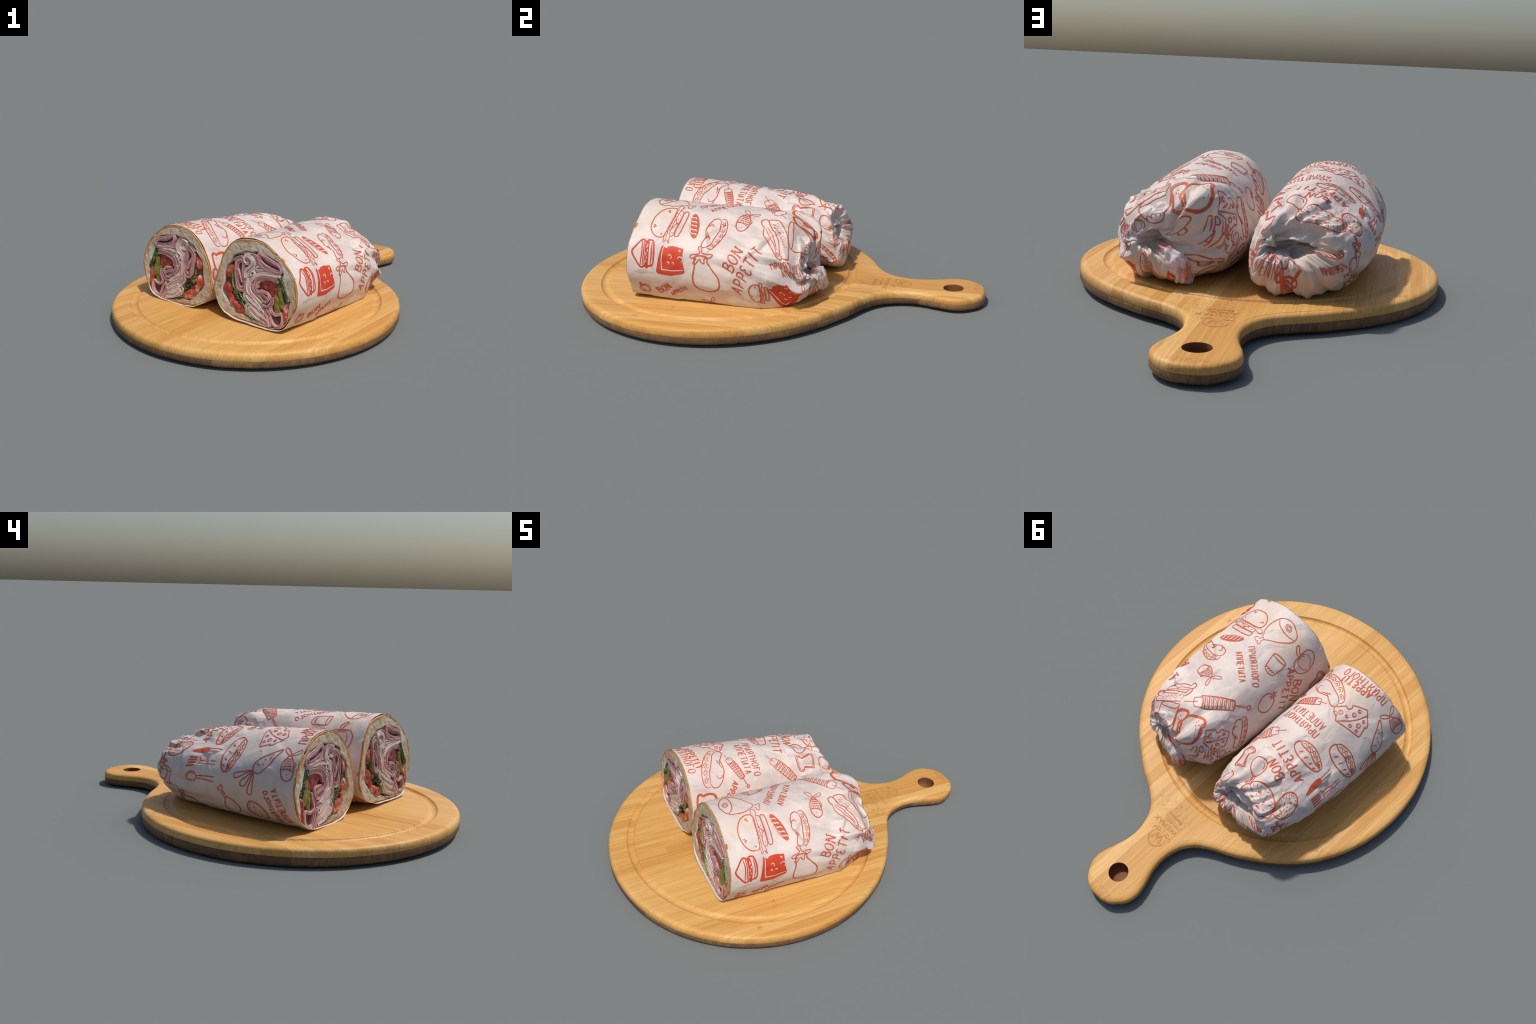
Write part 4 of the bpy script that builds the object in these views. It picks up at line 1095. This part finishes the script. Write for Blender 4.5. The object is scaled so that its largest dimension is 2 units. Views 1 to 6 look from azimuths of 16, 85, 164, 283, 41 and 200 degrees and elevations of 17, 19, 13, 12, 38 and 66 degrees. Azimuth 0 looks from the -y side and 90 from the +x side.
def draw_baguette_sandwich(d):
    d.loop([(0.04, 0.06), (0.0, -0.06), (0.06, -0.17), (0.26, -0.24), (0.55, -0.24), (0.84, -0.16), (0.98, -0.04), (0.92, 0.02), (0.70, 0.0), (0.45, 0.05), (0.20, 0.03)], BOLD * 0.75)
    for x in (0.24, 0.44, 0.64, 0.80):
        d.line([(x, -0.17 + 0.07 * abs(x - 0.4)), (x + 0.06, -0.06)], MID)
    d.line([(0.04, 0.06), (0.14, 0.17), (0.40, 0.24), (0.70, 0.20), (0.96, 0.10), (0.98, -0.03)], MID)
    z = [(0.14 + 0.075 * k, 0.10 + (0.035 if k % 2 else -0.02) - 0.06 * max(0, k - 5) / 5) for k in range(11)]
    d.line(z, THIN)
    d.line([(x, y + 0.055) for x, y in z[1:-1]], THIN)
    d.fill([(0.78, 0.04), (0.86, 0.10), (0.94, 0.06), (0.88, 0.02)])

def draw_drumstick(d):
    d.loop([(0.0, 0.0), (0.04, 0.18), (0.20, 0.28), (0.40, 0.22), (0.56, 0.07), (0.60, 0.0), (0.54, -0.09), (0.38, -0.20), (0.18, -0.24), (0.03, -0.15)], MID)
    d.line([(0.58, 0.04), (0.86, 0.05), (0.90, 0.11), (0.98, 0.10), (0.97, 0.02), (1.0, -0.07), (0.90, -0.08), (0.86, -0.03), (0.58, -0.04)], MID)
    d.line([(0.10, 0.12), (0.20, 0.19), (0.32, 0.17)])

def draw_mushroom(d):
    d.loop([(0.4, -0.5), (0.8, -0.4), (1.0, -0.1), (1.0, 0.15), (0.8, 0.42), (0.42, 0.52), (0.34, 0.2), (0.34, -0.2)], BOLD * 0.7)
    d.line([(0.36, 0.14), (0.0, 0.12), (0.0, -0.12), (0.36, -0.14)], MID)

# lettering: stroke alphabet, one unit high
LETTER = {
    "B": (0.62, [[(0, 0), (0.06, 1)], [(-0.08, 1), (0.4, 1.02), (0.52, 0.8), (0.36, 0.56), (0.05, 0.52)], [(0.3, 0.54), (0.6, 0.4), (0.55, 0.08), (0.25, -0.03), (-0.1, 0)]]),
    "O": (0.66, [[(0.34, 1), (0.1, 0.82), (0.0, 0.42), (0.14, 0.05), (0.38, 0.0), (0.56, 0.25), (0.6, 0.68), (0.46, 0.96), (0.30, 1.0)]]),
    "N": (0.72, [[(-0.08, 0.02), (0.12, 0)], [(0.02, 0), (0.06, 0.98)], [(-0.06, 1), (0.10, 0.98), (0.52, 0.02)], [(0.54, 0), (0.58, 1)], [(0.46, 1), (0.70, 1)]]),
    "A": (0.66, [[(-0.06, 0), (0.12, 0.3), (0.34, 1)], [(0.34, 1), (0.48, 0.4), (0.56, 0)], [(0.06, 0.36), (0.54, 0.34)]]),
    "P": (0.58, [[(0, 0), (0.06, 1)], [(-0.06, 0.98), (0.34, 1.02), (0.52, 0.8), (0.40, 0.54), (0.06, 0.46)]]),
    "E": (0.52, [[(0.46, 0.9), (0.22, 1), (0.06, 0.8), (0.26, 0.56), (0.36, 0.54)], [(0.26, 0.55), (0.02, 0.36), (0.06, 0.06), (0.3, -0.02), (0.5, 0.14)]]),
    "T": (0.62, [[(0.0, 0.96), (0.3, 1.0), (0.62, 0.98)], [(0.32, 1), (0.26, 0.4), (0.28, 0)]]),
    "I": (0.30, [[(0.10, 0), (0.14, 1)]]),
    "\u041f": (0.60, [[(0, 0), (0.05, 1)], [(-0.04, 1), (0.56, 0.98)], [(0.5, 0.98), (0.54, 0)]]),
    "\u0420": (0.56, [[(0, 0), (0.05, 1)], [(-0.02, 0.98), (0.36, 1.0), (0.48, 0.76), (0.34, 0.5), (0.05, 0.46)]]),
    "\u0418": (0.62, [[(0.05, 1), (0.0, 0.25), (0.12, 0.0), (0.3, 0.25), (0.52, 1)], [(0.52, 1), (0.50, 0.3), (0.58, 0)]]),
    "\u042f": (0.58, [[(0.5, 0), (0.5, 1), (0.22, 0.98), (0.06, 0.76), (0.2, 0.52), (0.5, 0.5)], [(0.28, 0.5), (0.0, 0)]]),
    "\u0422": (0.58, [[(0, 0.98), (0.58, 0.98)], [(0.3, 0.98), (0.28, 0)]]),
    "\u041d": (0.62, [[(0, 0), (0.03, 1)], [(0.5, 0), (0.52, 1)], [(0.02, 0.5), (0.5, 0.52)]]),
    "\u041e": (0.62, [[(0.28, 1), (0.06, 0.8), (0.0, 0.4), (0.14, 0.04), (0.36, 0.02), (0.52, 0.3), (0.54, 0.72), (0.40, 0.98), (0.26, 1.0)]]),
    "\u0413": (0.50, [[(0, 0), (0.04, 1)], [(-0.02, 0.98), (0.5, 0.96)]]),
    "\u0410": (0.60, [[(0, 0), (0.26, 1), (0.5, 0)], [(0.08, 0.36), (0.44, 0.36)]]),
    "\u0415": (0.50, [[(0.46, 0.98), (0.03, 0.98), (0.0, 0.02), (0.44, 0.0)], [(0.02, 0.5), (0.38, 0.52)]]),
}
WORDS = {"BON": ("BON", 0.0068, 0.42), "APPETIT": ("APPETIT", 0.0068, 0.205),
         "PRIYATNOGO": ("\u041f\u0420\u0418\u042f\u0422\u041d\u041e\u0413\u041e", 0.0050, 0.155), "APPETITA": ("\u0410\u041f\u041f\u0415\u0422\u0418\u0422\u0410", 0.0050, 0.185)}

def draw_word(d, key):
    word, w, tall = WORDS[key]
    x = 0.0
    total = sum(LETTER[c][0] + 0.20 for c in word) - 0.20
    for c in word:
        adv, strokes = LETTER[c]
        for st in strokes:
            d.line([((x + px) / total, py * tall) for px, py in st], w, soft=len(st) > 3 or c in "BOPE")
        x += adv + 0.20

MOTIF_NAME = {"BON": "printed_greeting", "APPETIT": "printed_greeting", "PRIYATNOGO": "printed_greeting", "APPETITA": "printed_greeting"}
DEEP = {"cheese_block", "club_sandwich"}

def print_motif(roll, parent, kind, u0, t0, u1, t1):
    d = Drawing()
    if kind in WORDS:
        draw_word(d, kind)
    else:
        globals()["draw_" + kind](d)
    ax = np.array([t1 - t0, u1 - u0])
    L = np.hypot(*ax)
    ax = ax / L
    ay = np.array([-ax[1], ax[0]])
    def sheet(p):                         # unit frame -> metres on the flat paper
        p = np.asarray(p, float)
        return np.array([t0, u0]) + L * (p[:, :1] * ax + p[:, 1:] * ay)
    def ok(q):
        return (q[:, 1] > 0.002) & (q[:, 1] < roll.length - 0.05)
    ink, pale = Builder(), Builder()
    def ribbon(B, pts, w, closed, soft, lift):
        p = sheet(pts)
        if soft and len(pts) > 2:
            p = spline(p, closed=closed, step=0.0045)
        else:
            q = np.vstack([p, p[:1]]) if closed else p
            p = np.vstack([np.linspace(a, b, max(2, int(np.hypot(*(b - a)) / 0.006) + 1), endpoint=False) for a, b in zip(q[:-1], q[1:])] + ([] if closed else [q[-1:]]))
        n = len(p)
        if n < 2:
            return
        tg = (np.roll(p, -1, 0) - np.roll(p, 1, 0)) if closed else np.gradient(p, axis=0)
        tg /= np.linalg.norm(tg, axis=1)[:, None] + 1e-9
        nr = np.stack([-tg[:, 1], tg[:, 0]], 1)
        wid = w / 2 * (1 + 0.35 * fbm(np.c_[p, np.full(n, w)], 70, 4, 2))
        if not closed:
            s = np.arange(n) / (n - 1)
            wid = wid * (0.55 + 0.45 * np.minimum(1, np.minimum(s, 1 - s) * 6))
        good = ok(p)
        rows = [roll.at((p + nr * (wid * k)[:, None])[:, 1], (p + nr * (wid * k)[:, None])[:, 0], lift) for k in (-1, 1)]
        f = [q for q in grid_faces(2, n, closed) if good[q[0] % n] and good[q[1] % n]]
        if f:
            B.add(np.vstack(rows), f)
    def region(B, pts, soft, lift):
        o = sheet(pts)
        o = spline(o, closed=True, step=0.005) if soft else np.vstack([np.linspace(a, b, max(2, int(np.hypot(*(b - a)) / 0.006) + 1), endpoint=False) for a, b in zip(o, np.roll(o, -1, 0))])
        lo, hi = o.min(0), o.max(0)
        gx, gy = np.meshgrid(np.arange(lo[0], hi[0], 0.006), np.arange(lo[1], hi[1], 0.006))
        g = np.stack([gx.ravel(), gy.ravel()], 1)
        g = g[inside(o, g)]
        if len(g):
            g = g[np.sqrt(((g[:, None] - o[None]) ** 2).sum(2)).min(1) > 0.003]
        n = len(o)
        v, _, f, *_ = delaunay_2d_cdt([Vector(q) for q in np.vstack([o, g])], [(i, (i + 1) % n) for i in range(n)], [], 1, 1e-7)
        v = np.array([tuple(q) for q in v])
        good = ok(v)
        f = [tuple(q) for q in f if all(good[i] for i in q)]
        if f:
            B.add(roll.at(v[:, 1], v[:, 0], lift), f)
    for pts, soft in d.fills:
        region(ink, pts, soft, 0.0010)
    for k, (pts, w, closed, soft) in enumerate(d.lines):
        ribbon(ink, pts, w, closed, soft, 0.0012 + 0.00002 * (k % 12))
    for pts, w, closed, soft in d.whites:
        ribbon(pale, pts, w, closed, soft, 0.0018)
    name = MOTIF_NAME.get(kind, "printed_" + kind)
    if ink.k:
        ob = ink.make(name, M_INK_DEEP if kind in DEEP else M_INK, parent)
        if pale.k:
            pale.make(name + "_highlight", M_PAPER, parent)

# where each drawing sits on the flat sheet: start (along, around) and end (along, around), metres
PRINT_RIGHT = [
    ("hamburger", 0.085, 0.138, 0.252, 0.145), ("baguette", 0.284, 0.072, 0.328, 0.222), ("filled_roll", 0.436, 0.088, 0.423, 0.268), ("fish", 0.547, 0.032, 0.530, 0.144),
    ("hot_dog", 0.638, 0.065, 0.774, 0.238), ("club_sandwich", 0.027, 0.319, 0.139, 0.318), ("cheese_block", 0.166, 0.328, 0.304, 0.342), ("eggplant", 0.372, 0.260, 0.402, 0.483),
    ("BON", 0.532, 0.362, 0.584, 0.255), ("APPETIT", 0.565, 0.470, 0.672, 0.238), ("PRIYATNOGO", 0.715, 0.319, 0.880, 0.232), ("APPETITA", 0.765, 0.332, 0.916, 0.258),
    ("hamburger", 0.605, 0.444, 0.691, 0.446), ("cheese_block", 0.707, 0.465, 0.826, 0.400), ("ham_leg", 0.252, 0.016, 0.061, -0.076),
    ("PRIYATNOGO", 0.306, 0.019, 0.439, -0.148), ("APPETITA", 0.369, 0.044, 0.476, -0.090), ("toast_pair", 0.845, 0.006, 0.754, -0.135), ("kebab", 0.730, 0.028, 0.505, -0.224),
    ("tomato", 0.354, -0.257, 0.466, -0.287), ("glass", 0.228, -0.135, 0.327, -0.144), ("bell_pepper", 0.136, -0.147, 0.125, -0.310), ("APPETIT", 0.229, -0.197, 0.376, -0.370),
    ("BON", 0.222, -0.290, 0.300, -0.378), ("filled_roll", 0.564, -0.233, 0.626, -0.383), ("cheese_wedge", 0.796, -0.202, 0.671, -0.285), ("PRIYATNOGO", 0.878, -0.211, 0.690, -0.430),
    ("APPETITA", 0.900, -0.264, 0.701, -0.494), ("glass", 0.764, 0.104, 0.931, 0.061), ("BON", 0.156, 0.535, 0.225, 0.487), ("APPETIT", 0.216, 0.539, 0.305, 0.483),
    ("bell_pepper", 0.055, 0.483, 0.097, 0.537), ("mushroom", 0.924, -0.162, 0.926, -0.070), ("mushroom", 0.770, -0.560, 0.840, -0.480), ("toast", 0.05, -0.40, 0.15, -0.44),
    ("hot_dog", 0.44, -0.42, 0.60, -0.52), ("carrot", 0.18, -0.50, 0.36, -0.56), ("cookie", 0.50, -0.62, 0.64, -0.66), ("fish", 0.40, 0.56, 0.46, 0.64), ("toast_pair", 0.04, -0.52, 0.12, -0.60),
    ("fish", 0.86, 0.36, 0.94, 0.32), ("toast", 0.84, -0.44, 0.93, -0.38), ("hot_dog", 0.84, 0.62, 0.93, 0.48), ("bell_pepper", 0.88, 0.14, 0.95, 0.20), ("baguette", 0.80, -0.66, 0.92, -0.60)]
PRINT_LEFT = [
    ("APPETIT", 0.053, -0.063, 0.065, 0.115), ("PRIYATNOGO", 0.012, -0.135, 0.020, 0.130), ("filled_roll", 0.113, 0.225, 0.181, 0.004), ("kebab", 0.245, 0.059, 0.336, 0.267),
    ("PRIYATNOGO", 0.385, -0.020, 0.380, 0.215), ("APPETITA", 0.334, -0.017, 0.328, 0.196), ("cheese_wedge", 0.285, -0.031, 0.150, -0.129), ("carrot", 0.283, -0.356, 0.108, -0.178),
    ("fish", 0.057, -0.205, 0.042, -0.323), ("baguette_sandwich", 0.488, 0.026, 0.501, -0.150), ("baguette_sandwich", 0.372, -0.104, 0.377, -0.303), ("knife", 0.623, -0.189, 0.453, -0.196),
    ("fork", 0.613, -0.245, 0.445, -0.259), ("spoon", 0.614, -0.313, 0.432, -0.334), ("cookie", 0.762, 0.044, 0.865, -0.146), ("cookie", 0.660, -0.143, 0.801, -0.154),
    ("BON", 0.649, -0.049, 0.614, 0.046), ("APPETIT", 0.586, -0.124, 0.530, 0.098), ("kebab", 0.475, 0.110, 0.660, 0.330), ("toast", 0.640, 0.190, 0.748, 0.177),
    ("drumstick", 0.655, 0.096, 0.797, 0.053), ("tomato", 0.870, 0.205, 0.795, 0.150), ("drumstick", 0.329, -0.498, 0.404, -0.361), ("cookie", 0.252, -0.435, 0.166, -0.515),
    ("PRIYATNOGO", 0.088, -0.533, 0.138, -0.369), ("APPETITA", 0.038, -0.520, 0.090, -0.355), ("toast_pair", 0.075, 0.390, 0.072, 0.250), ("APPETIT", 0.254, 0.213, 0.168, 0.340),
    ("APPETITA", 0.886, 0.352, 0.890, 0.559), ("eggplant", 0.807, -0.182, 0.848, -0.317), ("filled_roll", 0.794, 0.314, 0.855, 0.400), ("PRIYATNOGO", 0.902, -0.443, 0.883, -0.288),
    ("eggplant", 0.735, -0.380, 0.620, -0.540), ("glass", 0.800, -0.250, 0.830, -0.360), ("BON", 0.400, -0.590, 0.430, -0.510), ("bell_pepper", 0.20, 0.40, 0.30, 0.46),
    ("ham_leg", 0.40, 0.36, 0.54, 0.46), ("toast", 0.62, 0.42, 0.72, 0.46), ("carrot", 0.50, -0.60, 0.66, -0.66), ("hamburger", 0.40, 0.52, 0.52, 0.54), ("baguette", 0.10, 0.50, 0.16, 0.62),
    ("toast", 0.88, -0.60, 0.95, -0.54), ("carrot", 0.86, 0.62, 0.96, 0.50), ("fish", 0.88, 0.28, 0.95, 0.22), ("baguette", 0.90, -0.20, 0.96, -0.30), ("BON", 0.94, 0.40, 0.94, 0.50)]
for args in PRINT_RIGHT:
    print_motif(RIGHT, right_wrap, *args)
for args in PRINT_LEFT:
    print_motif(LEFT, left_wrap, *args)

# ------------------------------------------------------------------ the maker's mark burnt into the board
def burn_mark():
    B = Builder()
    def stroke(pts, w, closed=False, soft=True):
        p = spline(pts, closed=closed, step=0.003) if soft and len(pts) > 2 else np.vstack([np.linspace(a, b, 8, endpoint=False) for a, b in zip(np.array(pts[:-1], float), np.array(pts[1:], float))] + [np.array(pts[-1:], float)])
        n = len(p)
        tg = (np.roll(p, -1, 0) - np.roll(p, 1, 0)) if closed else np.gradient(p, axis=0)
        tg /= np.linalg.norm(tg, axis=1)[:, None] + 1e-9
        nr = np.stack([-tg[:, 1], tg[:, 0]], 1)
        B.add(np.vstack([np.c_[p + nr * k * w / 2, TOP_Z + 0.0006 + top_drop(p)] for k in (1, -1)]), grid_faces(2, n, closed))
    cx, cy = -0.002, 0.893
    stroke(arc(cx, cy, 0.042, 0.046, 200, -20, 16), 0.0032)
    stroke([(cx - 0.030, cy + 0.022), (cx - 0.012, cy - 0.022), (cx, cy + 0.012), (cx + 0.012, cy - 0.022), (cx + 0.030, cy + 0.022)], 0.0046, soft=False)
    stroke([(cx - 0.020, cy + 0.024), (cx - 0.004, cy - 0.014)], 0.0026, soft=False)
    stroke([(cx + 0.020, cy + 0.024), (cx + 0.006, cy - 0.014)], 0.0026, soft=False)
    for s in (-1, 1):
        stroke([(cx + s * 0.012, cy - 0.030), (cx + s * 0.034, cy - 0.026), (cx + s * 0.052, cy - 0.034), (cx + s * 0.058, cy - 0.018)], 0.0036)
        stroke(arc(cx + s * 0.030, cy - 0.036, 0.008, 0.008, n=10), 0.0024, True)
        stroke([(cx + s * 0.044, cy + 0.014), (cx + s * 0.036, cy + 0.030), (cx + s * 0.020, cy + 0.044)], 0.0036)
    stroke([(cx - 0.020, cy + 0.042), (cx - 0.010, cy + 0.050), (cx, cy + 0.044), (cx + 0.010, cy + 0.050), (cx + 0.020, cy + 0.042)], 0.0036)
    B.make("burnt_crest", M_BURN, board)
    for text, x, y, size in (("WILMAX", -0.057, 0.812, 0.034), ("ENGLAND", -0.050, 0.790, 0.018), ("Bamboo", -0.040, 0.758, 0.026)):
        c = bpy.data.curves.new("burnt_lettering", "FONT")
        c.body, c.size, c.extrude, c.resolution_u = text, size, 0.0003, 4
        c.space_character = 1.12
        c.materials.append(M_BURN)
        ob = bpy.data.objects.new("burnt_lettering", c)
        bpy.context.scene.collection.objects.link(ob)
        dg = bpy.context.evaluated_depsgraph_get()
        me = bpy.data.meshes.new_from_object(ob.evaluated_get(dg))
        bpy.data.objects.remove(ob)
        for v in me.vertices:
            v.co.x, v.co.y = v.co.x + x, v.co.y + y
            v.co.z += TOP_Z + 0.0007 + float(top_drop(np.array([[v.co.x, v.co.y]]))[0])
        ob = bpy.data.objects.new("burnt_lettering", me)
        bpy.context.scene.collection.objects.link(ob)
        ob.parent = board
    B = Builder()
    p = np.stack([np.linspace(-0.06, 0.06, 12), np.full(12, 0.784)], 1)
    B.add(np.vstack([np.c_[p + np.array([0, k * 0.0012]), TOP_Z + 0.0006 + top_drop(p)] for k in (1, -1)]), grid_faces(2, 12))
    B.make("burnt_rule", M_BURN, board)

burn_mark()
